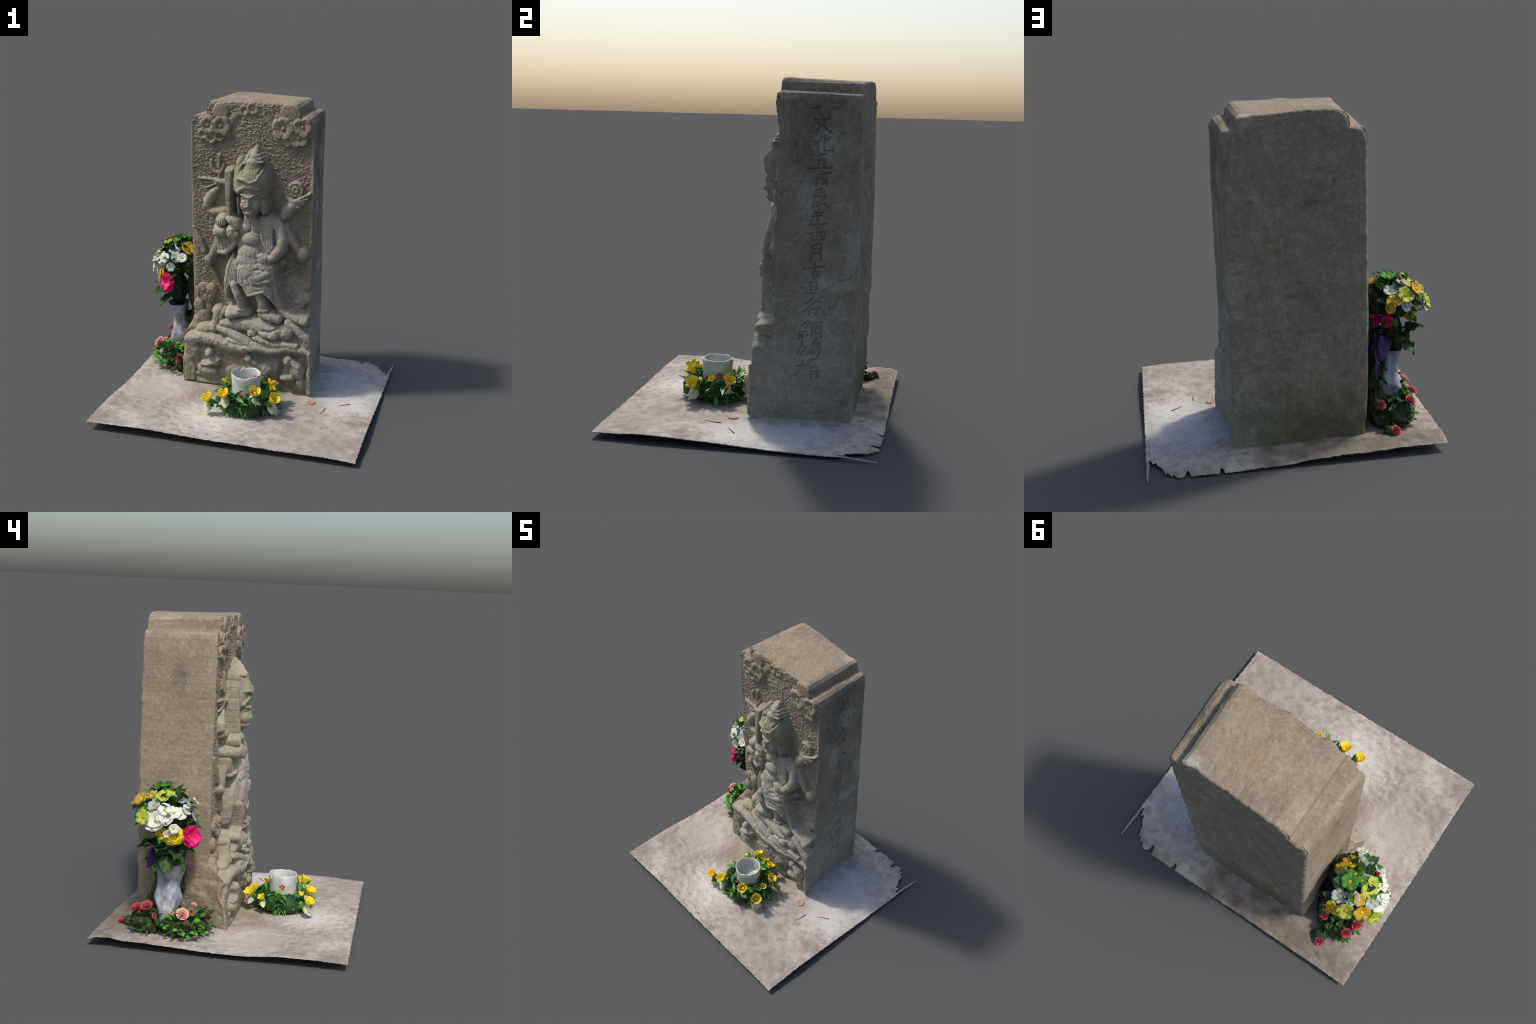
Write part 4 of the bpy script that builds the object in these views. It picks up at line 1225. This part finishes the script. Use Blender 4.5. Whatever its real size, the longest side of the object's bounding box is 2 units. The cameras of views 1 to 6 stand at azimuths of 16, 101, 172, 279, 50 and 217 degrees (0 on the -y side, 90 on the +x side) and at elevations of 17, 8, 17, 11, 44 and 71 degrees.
def leaf_toward(name, me, parent, loc, direction, roll=0.0, scale=1.0):
    """leaf whose length (+y) follows the direction"""
    q = Vector(direction).normalized().to_track_quat('Y', 'Z') @ Quaternion((0, 1, 0), roll)
    return add_obj(name, me, parent, loc, q, scale)


# ---------------------------------------------------------------- bouquet in a wrapped vase
VC = Vector((-.645, .345, 0))
bouquet = empty('flower_bouquet', 'mixed bouquet in a crumpled white wrapped vase', 'flowers', (VC.x, VC.y, .05))


def child_of(parent, name, me, loc=(0, 0, 0), rot=None, scale=1.0):
    l = Vector(loc) - parent.location
    return add_obj(name, me, parent, l, rot, scale)


# vase: crumpled paper sleeve, rings (z, cx, cy, rx, ry)
VASE = [(.09, -0.618, .355, .060, .050), (.15, -0.618, .355, .075, .060), (.205, -0.616, .354, .090, .062), (.235, -0.613, .354, .092, .074), (.275, -0.610, .357, .080, .088), (.315, -0.616, .357, .066, .078), (.36, -0.622, .354, .056, .070),
        (.40, -0.628, .346, .050, .073), (.44, -0.636, .336, .058, .080), (.475, -0.640, .335, .066, .088), (.50, -0.643, .340, .070, .092)]
va = np.array(VASE)
zz = np.linspace(.09, .50, 44)
th = np.linspace(0, math.tau, 72, endpoint=False)
prm = [np.interp(zz, va[:, 0], va[:, k]) for k in range(1, 5)]
fold = 1 + .055 * np.sin(5 * th[None, :] + 9 * zz[:, None]) + .10 * fbm(np.cos(th)[None, :] * 2.2, np.sin(th)[None, :] * 2.2, zz[:, None] * 7, 3)
vv = np.stack([prm[0][:, None] + prm[2][:, None] * fold * np.cos(th), prm[1][:, None] + prm[3][:, None] * fold * np.sin(th), zz[:, None] + 0 * th], -1).reshape(-1, 3)
I = np.arange(44 * 72).reshape(44, 72)
I = np.c_[I, I[:, :1]]
NV_ = Nodes('crumpled_white_paper')
cv = NV_.mix(NV_.rng(NV_.noise(12, 4, .6), .35, .65), srgb(120, 122, 136), srgb(190, 192, 198))
M_PAPER = NV_.finish(cv, .45, NV_.noise(40, 3, .6), .003, .3, .4)
me = fast_mesh('vase', vv - np.array([VC.x, VC.y, .05]), quads(I), [M_PAPER])
add_obj('vase', me, bouquet)

FC = Vector((-.64, .380, .78))                                    # heart of the dome
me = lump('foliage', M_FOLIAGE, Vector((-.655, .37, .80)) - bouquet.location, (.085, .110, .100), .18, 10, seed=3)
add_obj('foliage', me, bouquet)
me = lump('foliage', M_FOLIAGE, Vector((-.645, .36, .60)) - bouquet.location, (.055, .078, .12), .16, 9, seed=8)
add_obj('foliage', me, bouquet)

# added filler foliage where the scan fused the bouquet to the stone
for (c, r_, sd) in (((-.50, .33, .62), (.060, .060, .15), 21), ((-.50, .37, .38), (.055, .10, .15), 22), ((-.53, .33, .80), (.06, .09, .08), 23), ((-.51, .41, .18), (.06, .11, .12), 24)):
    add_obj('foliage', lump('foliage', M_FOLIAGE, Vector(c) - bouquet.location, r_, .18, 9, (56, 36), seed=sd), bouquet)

daisy = {k: blossom('flower', m, 6, .046, 1.0, .45, .25, 1, .26, i) for i, (k, m) in enumerate(
    (('lime', [M_LIME, M_OCHRE]), ('ochre', [M_OCHRE, M_ORANGE]), ('white', [M_WHITE, M_LIME]), ('pale', [M_BLUEWHITE, M_OCHRE]), ('green', [M_LEAF, M_OCHRE]), ('yellow', [M_YELLOW, M_ORANGE])))}
big_white = blossom('flower', [M_WHITE, M_LIME], 7, .085, 1.0, .5, .25, 2, .16, 31, .25)
FLOWERS = [  # kind, place, size
    ('lime', (-.815, .470, .815), 1.15), ('ochre', (-.748, .507, .910), 1.15), ('lime', (-.668, .545, .888), 1.2), ('ochre', (-.545, .305, .915), 1.25), ('white', (-.555, .205, .875), .85),
    ('lime', (-.712, .378, .925), 1.2), ('lime', (-.71, .335, .945), .8), ('green', (-.600, .410, .965), 1.2), ('pale', (-.640, .300, .900), 1.1), ('pale', (-.610, .240, .860), 1.0), ('green', (-.600, .350, .930), 1.2),
    ('yellow', (-.590, .560, .860), .9), ('ochre', (-.57, .585, .83), .8), ('pale', (-.660, .470, .925), 1.1), ('ochre', (-.700, .460, .925), .9), ('white', (-.775, .350, .860), 1.0), ('white', (-.755, .300, .840), 1.05),
    ('white', (-.730, .260, .830), .95), ('white', (-.700, .235, .850), .9), ('pale', (-.760, .420, .880), 1.0), ('white', (-.800, .285, .755), .75), ('white', (-.79, .330, .715), .6), ('pale', (-.590, .500, .905), 1.0),
    ('green', (-.560, .430, .930), 1.1), ('ochre', (-.52, .37, .93), .9), ('green', (-.655, .365, .955), .8), ('pale', (-.67, .555, .82), .8), ('ochre', (-.62, .57, .87), .8), ('green', (-.77, .49, .86), .9),
    ('pale', (-.64, .20, .80), .8), ('white', (-.745, .51, .80), .55)]
for kind, p, s in FLOWERS:
    p = FC + (Vector(p) - FC) * .96 + Vector((-.006, 0, 0))
    s *= .85
    d = Vector(p) - FC
    d.z *= .9
    d += Vector((rnd.uniform(-.04, .04), rnd.uniform(-.04, .04), .05))
    child_of(bouquet, 'flower', daisy[kind], p, facing(d, rnd.uniform(0, 6)), s)
child_of(bouquet, 'flower', big_white, (-.785, .400, .790), facing((-1, .15, .55), 1.0), .85)
child_of(bouquet, 'flower', big_white, (-.785, .345, .812), facing((-1, -.2, .8), 2.2), .62)
mum = blossom('chrysanthemum', [M_YELLOW, M_ORANGE], 22, .066, 1.5, .30, .1, 3, .22, 41, .12)
child_of(bouquet, 'chrysanthemum', mum, (-.745, .300, .700), facing((-1, -.35, .15), .3), .95)
child_of(bouquet, 'chrysanthemum', mum, (-.755, .365, .705), facing((-1, .1, -.1), 1.3), .72)
mag = blossom('magenta_flower', [M_MAGENTA, M_ROSE], 6, .080, 1.0, .5, .3, 2, .16, 51, .3)
child_of(bouquet, 'magenta_flower', mag, (-.665, .225, .680), facing((-.75, -1, .25), .5), .85)
child_of(bouquet, 'magenta_flower', mag, (-.530, .370, .690), facing((.3, 1, .1), .5), .5)
child_of(bouquet, 'magenta_flower', mag, (-.590, .440, .700), facing((.1, 1, .2), .9), .5)

leaf_big = leaf_mesh('leaf', M_LEAF_DARK, .115, .095, .35, .35, .10, .002)
leaf_mid = leaf_mesh('leaf', M_LEAF, .085, .055, .3, .25, .06)
leaf_dk = leaf_mesh('leaf', M_LEAF_DARK, .085, .055, .3, .25, .06)
leaf_brt = leaf_mesh('leaf', M_LEAF_BRIGHT, .055, .034, .25, .25)
leaf_sm = leaf_mesh('leaf', M_LEAF, .055, .034, .25, .25)
leaf_pur = leaf_mesh('leaf', M_PURPLE, .17, .08, .2, .3, .06, .002)
for (p, d, r_, s) in (((-.690, .370, .530), (-.7, .45, -.35), .2, .95), ((-.68, .32, .545), (-.5, -.7, -.12), .0, 1.0), ((-.700, .345, .555), (-.9, -.1, -.5), -.1, 1.0), ((-.66, .42, .60), (-.3, .9, .3), 0, 1.0),
                      ((-.66, .30, .60), (.1, -1, .15), .3, .9), ((-.72, .39, .60), (-.8, .6, .9), 0, 1.0), ((-.70, .43, .62), (-.7, .7, .9), .6, .9), ((-.73, .36, .60), (-1, .2, .55), .2, .9), ((-.72, .30, .58), (-1, -.4, .3), -.3, .9)):
    leaf_toward('leaf', leaf_big, bouquet, Vector(p) - bouquet.location, d, r_, s)
for (p, d, r_) in (((-.55, .39, .62), (.35, .5, -.85), .4), ((-.55, .40, .58), (.35, .45, -.9), .8), ((-.58, .41, .60), (.2, .8, -.6), -.4), ((-.56, .46, .56), (.5, .3, -.9), 1.2)):
    leaf_toward('leaf', leaf_pur, bouquet, Vector(p) - bouquet.location, d, r_, 1.0)
for k in range(34):
    a, e = rnd.uniform(0, math.tau), rnd.uniform(-.5, 1.2)
    d = Vector((math.cos(a) * math.cos(e), math.sin(a) * math.cos(e), math.sin(e)))
    p = FC + Vector((d.x * .115, d.y * .15, d.z * .15))
    if p.x > -.50 and d.x > .4:
        continue
    dd = d + Vector((rnd.uniform(-.7, .7), rnd.uniform(-.7, .7), rnd.uniform(-.2, .6)))
    leaf_toward('leaf', rnd.choice((leaf_mid, leaf_dk, leaf_dk)), bouquet, p - bouquet.location, dd, rnd.uniform(-.8, .8), rnd.uniform(.6, 1.0))
for k in range(7):
    a = rnd.uniform(0, math.tau)
    leaf_toward('leaf', leaf_dk, bouquet, Vector((-.600 + .02 * math.cos(a), .41 + .02 * math.sin(a), .930)) - bouquet.location, (math.cos(a) * .6, math.sin(a) * .6, .8), rnd.uniform(-.5, .5), .9)

for k in range(30):
    p = Vector((-.545 + rnd.uniform(-.012, .01), rnd.uniform(.29, .44), rnd.uniform(.24, .74)))
    d = Vector((-.7, rnd.uniform(-.7, .7), rnd.uniform(-.7, .8)))
    leaf_toward('leaf', leaf_dk, bouquet, p - bouquet.location, d, rnd.uniform(-.9, .9), rnd.uniform(.6, .95))

# ---------------------------------------------------------------- low rose plant round the vase
roses = empty('rose_plant', 'low leafy clump with small pink roses', 'flowers', (-.65, .36, .05))
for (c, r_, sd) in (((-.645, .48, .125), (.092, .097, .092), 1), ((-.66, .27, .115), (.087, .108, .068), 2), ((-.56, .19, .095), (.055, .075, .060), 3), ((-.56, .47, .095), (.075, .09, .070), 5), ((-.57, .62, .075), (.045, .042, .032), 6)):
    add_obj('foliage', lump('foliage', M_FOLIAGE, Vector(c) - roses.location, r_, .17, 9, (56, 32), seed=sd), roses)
rose_a, rose_b = rose_mesh('rose', [M_ROSE], .031, 1), rose_mesh('rose', [M_PINK], .033, 2)
for me_, p, d, s in ((rose_b, (-.748, .232, .215), (-.8, -.3, .8), 1.05), (rose_a, (-.732, .456, .240), (-.6, .1, 1), 1.05), (rose_a, (-.705, .530, .215), (-.5, .5, .9), .95), (rose_a, (-.560, .130, .155), (-.4, -1, .5), .95),
                     (rose_a, (-.590, .645, .085), (-.3, .7, .9), .9), (rose_a, (-.535, .505, .190), (.1, .8, 1), .95), (rose_a, (-.700, .495, .195), (-.9, .4, .5), .6), (rose_b, (-.735, .300, .215), (-1, .2, .5), .42),
                     (rose_a, (-.735, .180, .235), (-.6, -.5, .6), .45), (rose_b, (-.69, .175, .262), (-.2, -.4, 1), .5), (rose_a, (-.762, .205, .175), (-1, -.5, .3), .4), (rose_a, (-.74, .405, .19), (-1, .2, .4), .5)):
    child_of(roses, 'rose', me_, p, facing(d, rnd.uniform(0, 6)), s)
for k in range(230):
    a = rnd.uniform(0, math.tau)
    c, rr_ = ((-.68, .26, .11), (.088, .11, .085)) if k < 130 else ((-.645, .46, .11), (.10, .11, .10)) if k < 190 else ((-.57, .18, .10), (.065, .09, .08))
    e = rnd.uniform(-.3, 1.3)
    d = Vector((math.cos(a) * math.cos(e), math.sin(a) * math.cos(e), math.sin(e)))
    p = Vector(c) + Vector((d.x * rr_[0], d.y * rr_[1], d.z * rr_[2]))
    if p.x > -.48:
        continue
    dd = d + Vector((rnd.uniform(-.8, .8), rnd.uniform(-.8, .8), rnd.uniform(-.1, .6)))
    me_ = rnd.choice((leaf_brt, leaf_brt, leaf_sm)) if k < 130 else rnd.choice((leaf_sm, leaf_dk))
    leaf_toward('leaf', me_, roses, p - roses.location, dd, rnd.uniform(-.9, .9), rnd.uniform(.55, .95) * (.75 if me_ is leaf_dk else 1))

# ---------------------------------------------------------------- porcelain cup
CC = Vector((.045, -.272, 0))
cup_top = empty('porcelain_cup', 'chipped white porcelain cup with red blossom print', 'cup', (CC.x, CC.y, .05))
nseg = 96
th = np.linspace(0, math.tau, nseg, endpoint=False)
rim_h = .290 + .004 * fbm(np.cos(th) * 2.5, np.sin(th) * 2.5, 0, 2) * 2
notch = np.abs((th - math.radians(133) + math.pi) % math.tau - math.pi)
rim_h -= .026 * np.exp(-(notch / .10) ** 2)
notch2 = np.abs((th - math.radians(275) + math.pi) % math.tau - math.pi)
rim_h -= .007 * np.exp(-(notch2 / .25) ** 2)
prof = [(.090, .055, 0), (.092, .10, 0), (.092, .18, 0), (.093, .24, 0), (.096, 1, -.006), (.0945, 1, 0), (.0895, 1, 0), (.088, 1, -.005), (.085, .24, 0), (.083, .20, 0), (.078, .182, 0), (.05, .180, 0), (.001, .180, 0)]
rings = []
for (r_, h_, dz) in prof:
    zz_ = (rim_h + dz) if h_ == 1 else np.full(nseg, h_)
    wob = 1 + .012 * np.sin(2 * th + 1) + .01 * np.sin(3 * th)
    rings.append(np.stack([r_ * wob * np.cos(th), r_ * wob * np.sin(th), zz_ - .05], -1))
vv = np.concatenate(rings)
I = np.arange(len(prof) * nseg).reshape(len(prof), nseg)
I = np.c_[I, I[:, :1]]
NP = Nodes('white_porcelain')
cp = NP.mix(NP.rng(NP.noise(14, 4, .6), .35, .65), srgb(176, 178, 172), srgb(206, 207, 202))
zc = NP.sep(2)
cp = NP.mix(NP.rng(NP.math('ADD', zc, NP.rng(NP.noise(20, 4, .6), .3, .7, -.02, .02)), .09, .05, 0, .5), cp, srgb(150, 158, 118))
M_PORC = NP.finish(cp, .35, spec=.45)
add_obj('cup', fast_mesh('cup', vv, quads(I), [M_PORC]), cup_top)
M_RED = plain('red_print', srgb(206, 74, 58), .2, 90, .4)


def print_blossom(a, z, size, inside=False, n=5):
    vs, fs = [], []
    R_ = .0832 if inside else .0965
    for k in range(n):
        t = k * math.tau / n + .3
        cu, cvv = size * .62 * math.cos(t), size * .62 * math.sin(t)
        o = len(vs)
        for i in range(12):
            s = i * math.tau / 12
            u, w = cu + size * .36 * math.cos(s), cvv + size * .36 * math.sin(s)
            an = a + u / R_
            vs.append((R_ * math.cos(an), R_ * math.sin(an), z + w - .05))
        fs.append(tuple(range(o, o + 12)) if not inside else tuple(range(o, o + 12))[::-1])
    add_obj('printed_blossom', thick(mesh_from('printed_blossom', vs, fs, [M_RED], None, False), .001), cup_top)


for a, z, s, ins_ in ((math.radians(185), .222, .020, False), (math.radians(262), .175, .016, False), (math.radians(330), .175, .02, False), (math.radians(20), .20, .022, False), (math.radians(290), .18, .010, False), (math.radians(55), .235, .018, True)):
    print_blossom(a, z, s, ins_)

# ---------------------------------------------------------------- wreath of yellow flowers round the cup
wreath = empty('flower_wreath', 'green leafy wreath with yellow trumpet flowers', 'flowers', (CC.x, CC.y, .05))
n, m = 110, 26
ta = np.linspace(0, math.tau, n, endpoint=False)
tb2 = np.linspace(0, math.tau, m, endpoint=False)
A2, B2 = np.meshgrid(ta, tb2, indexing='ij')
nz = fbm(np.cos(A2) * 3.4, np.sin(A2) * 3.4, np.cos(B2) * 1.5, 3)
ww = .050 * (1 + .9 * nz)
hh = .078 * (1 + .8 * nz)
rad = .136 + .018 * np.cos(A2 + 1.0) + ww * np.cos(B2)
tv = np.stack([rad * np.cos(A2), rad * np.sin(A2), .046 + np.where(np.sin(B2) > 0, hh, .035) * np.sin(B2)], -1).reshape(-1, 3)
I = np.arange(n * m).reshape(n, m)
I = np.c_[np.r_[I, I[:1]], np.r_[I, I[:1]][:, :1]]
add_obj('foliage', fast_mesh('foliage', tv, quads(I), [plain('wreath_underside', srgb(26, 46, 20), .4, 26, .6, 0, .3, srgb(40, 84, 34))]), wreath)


def trumpet(name, seed):
    """half open yellow flower: cream base, five pointed lobes, orange heart"""
    g = random.Random(seed)
    vs, fs, mi = [], [], []
    for k in range(5):
        base = Matrix.Rotation((k + g.uniform(-.1, .1)) * math.tau / 5, 4, 'Z')

        def fn(u, v):
            a = (u - .5) * math.tau / 5 * 1.35 * (1 - .55 * max(0, v - .6) / .4)
            q = .006 + .030 * v ** .7
            return (q * math.cos(a), q * math.sin(a), -.022 + .052 * v)
        petal_grid(5, 8, fn, base, vs, fs, mi, 0)
    nf_ = len(fs)
    mi = [1 if (i % 28) < 8 else 0 for i in range(nf_)]
    me_ = thick(mesh_from(name, vs, fs, [M_YELLOW, M_CREAM, M_ORANGE], mi), .002)
    vs2, fs2, mi2 = [], [], []
    dome(vs2, fs2, mi2, .014, .012, -.006, 2)
    o0 = len(me_.vertices)
    return mesh_from(name, [v.co.copy() for v in me_.vertices] + vs2, [tuple(p.vertices) for p in me_.polygons] + [tuple(i + o0 for i in f) for f in fs2],
                     [M_YELLOW, M_CREAM, M_ORANGE], [p.material_index for p in me_.polygons] + mi2)


trumps = [trumpet('trumpet_flower', s) for s in (1, 2)]
calyx = leaf_mesh('leaf', M_LEAF_BRIGHT, .070, .030, .15, .3)
blade = leaf_mesh('leaf', M_GLOSS, .11, .030, .35, .3)
blade_b = leaf_mesh('leaf', M_LEAF_BRIGHT, .085, .026, .30, .3)
underp = leaf_mesh('petal', M_CREAM, .085, .060, .12, .35)
HEADS = [((-.154, -.468, .165), 1.0), ((-.045, -.462, .205), 1.05), ((.143, -.409, .220), 1.05), ((.255, -.375, .170), 1.1), ((.191, -.169, .180), 1.05), ((.216, -.267, .195), .6), ((-.065, -.068, .165), 1.0),
         ((.080, -.080, .165), .9), ((.005, -.060, .150), .7), ((-.070, -.405, .19), .5), ((.19, -.33, .13), .7), ((-.125, -.16, .16), .7)]
for i, (p, s) in enumerate(HEADS):
    out = Vector((p[0] - CC.x, p[1] - CC.y, 0)).normalized()
    child_of(wreath, 'trumpet_flower', trumps[i % 2], p, facing(out * .55 + Vector((rnd.uniform(-.2, .2), rnd.uniform(-.2, .2), .9)), rnd.uniform(0, 6)), s)
    if s < .65:
        continue
    side = Vector((-out.y, out.x, 0))
    for k in range(4):
        st = Vector(p) - out * .035 + side * rnd.uniform(-.02, .02) + Vector((0, 0, -.055))
        leaf_toward('leaf', calyx, wreath, st - wreath.location, out * rnd.uniform(.2, .7) + side * rnd.uniform(-.4, .4) + Vector((0, 0, rnd.uniform(.5, 1.0))), rnd.uniform(-.6, .6), rnd.uniform(.8, 1.1))
    for k in range(3):
        st = Vector(p) + Vector((0, 0, -.012)) - out * .012
        leaf_toward('petal', underp, wreath, st - wreath.location, out * .45 + side * (k - 1) * .42 + Vector((0, 0, -1)), 3.14 + rnd.uniform(-.3, .3), rnd.uniform(.75, 1.0) * s)
    # stalk back to the ring
    a_ = Vector((CC.x, CC.y, .09)) + out * .12
    q_ = [a_ + (Vector(p) - a_) * t_ + Vector((0, 0, -.02 * (1 - t_))) for t_ in (0, .5, 1)]
    o = add_obj('stem', tube_mesh('stem', [(*(v - wreath.location), .012) for v in q_], M_GLOSS, 8), wreath)
for k in range(240):
    a = rnd.uniform(0, math.tau)
    r_ = rnd.uniform(.100, .160) + .018 * math.cos(a + 1)
    st = Vector((CC.x + r_ * math.cos(a), CC.y + r_ * math.sin(a), rnd.uniform(.080, .165)))
    out = Vector((math.cos(a), math.sin(a), 0))
    d = out * rnd.uniform(-.2, .6) + Vector((-out.y, out.x, 0)) * rnd.uniform(-1, 1) + Vector((0, 0, rnd.uniform(-.1, .9)))
    leaf_toward('leaf', rnd.choice((blade, blade, blade_b)), wreath, st - wreath.location, d, rnd.uniform(-1, 1), rnd.uniform(.55, 1.1))

# blades that hang over the outside of the ring
for k in range(110):
    a = rnd.uniform(0, math.tau)
    r_ = rnd.uniform(.135, .165) + .018 * math.cos(a + 1)
    out = Vector((math.cos(a), math.sin(a), 0))
    st = Vector((CC.x, CC.y, rnd.uniform(.085, .125))) + out * r_
    d = out * rnd.uniform(.3, .8) + Vector((-out.y, out.x, 0)) * rnd.uniform(-.6, .6) + Vector((0, 0, rnd.uniform(-.9, -.1)))
    leaf_toward('leaf', rnd.choice((blade, blade, blade_b)), wreath, st - wreath.location, d, rnd.uniform(-.6, .6), rnd.uniform(.45, .65))


# small leaves beyond the largest ones become one leafy mass per plant
def gather(parent, keep):
    leaves = sorted((c for c in parent.children if c.name.split('.')[0] == 'leaf'), key=lambda c: -c.scale[0] * max(c.dimensions[:] or (1,)))
    groups = {}
    for o in leaves[keep:]:
        groups.setdefault(o.data.materials[0].name, []).append(o)
    for mat_name, objs in groups.items():
        vs, fs = [], []
        for o in objs:
            k = len(vs)
            mb = o.matrix_basis
            vs += [mb @ v.co for v in o.data.vertices]
            fs += [tuple(i + k for i in p.vertices) for p in o.data.polygons]
        s = add_obj('small_leaves', mesh_from('small_leaves', vs, fs, [bpy.data.materials[mat_name]]), parent)
        s["kind"] = "stuff"
        for o in objs:
            bpy.data.objects.remove(o)


gather(wreath, 130)
gather(roses, 80)
for o in bpy.data.objects:
    if o.name.split('.')[0] == 'foliage':
        o["kind"] = "stuff"
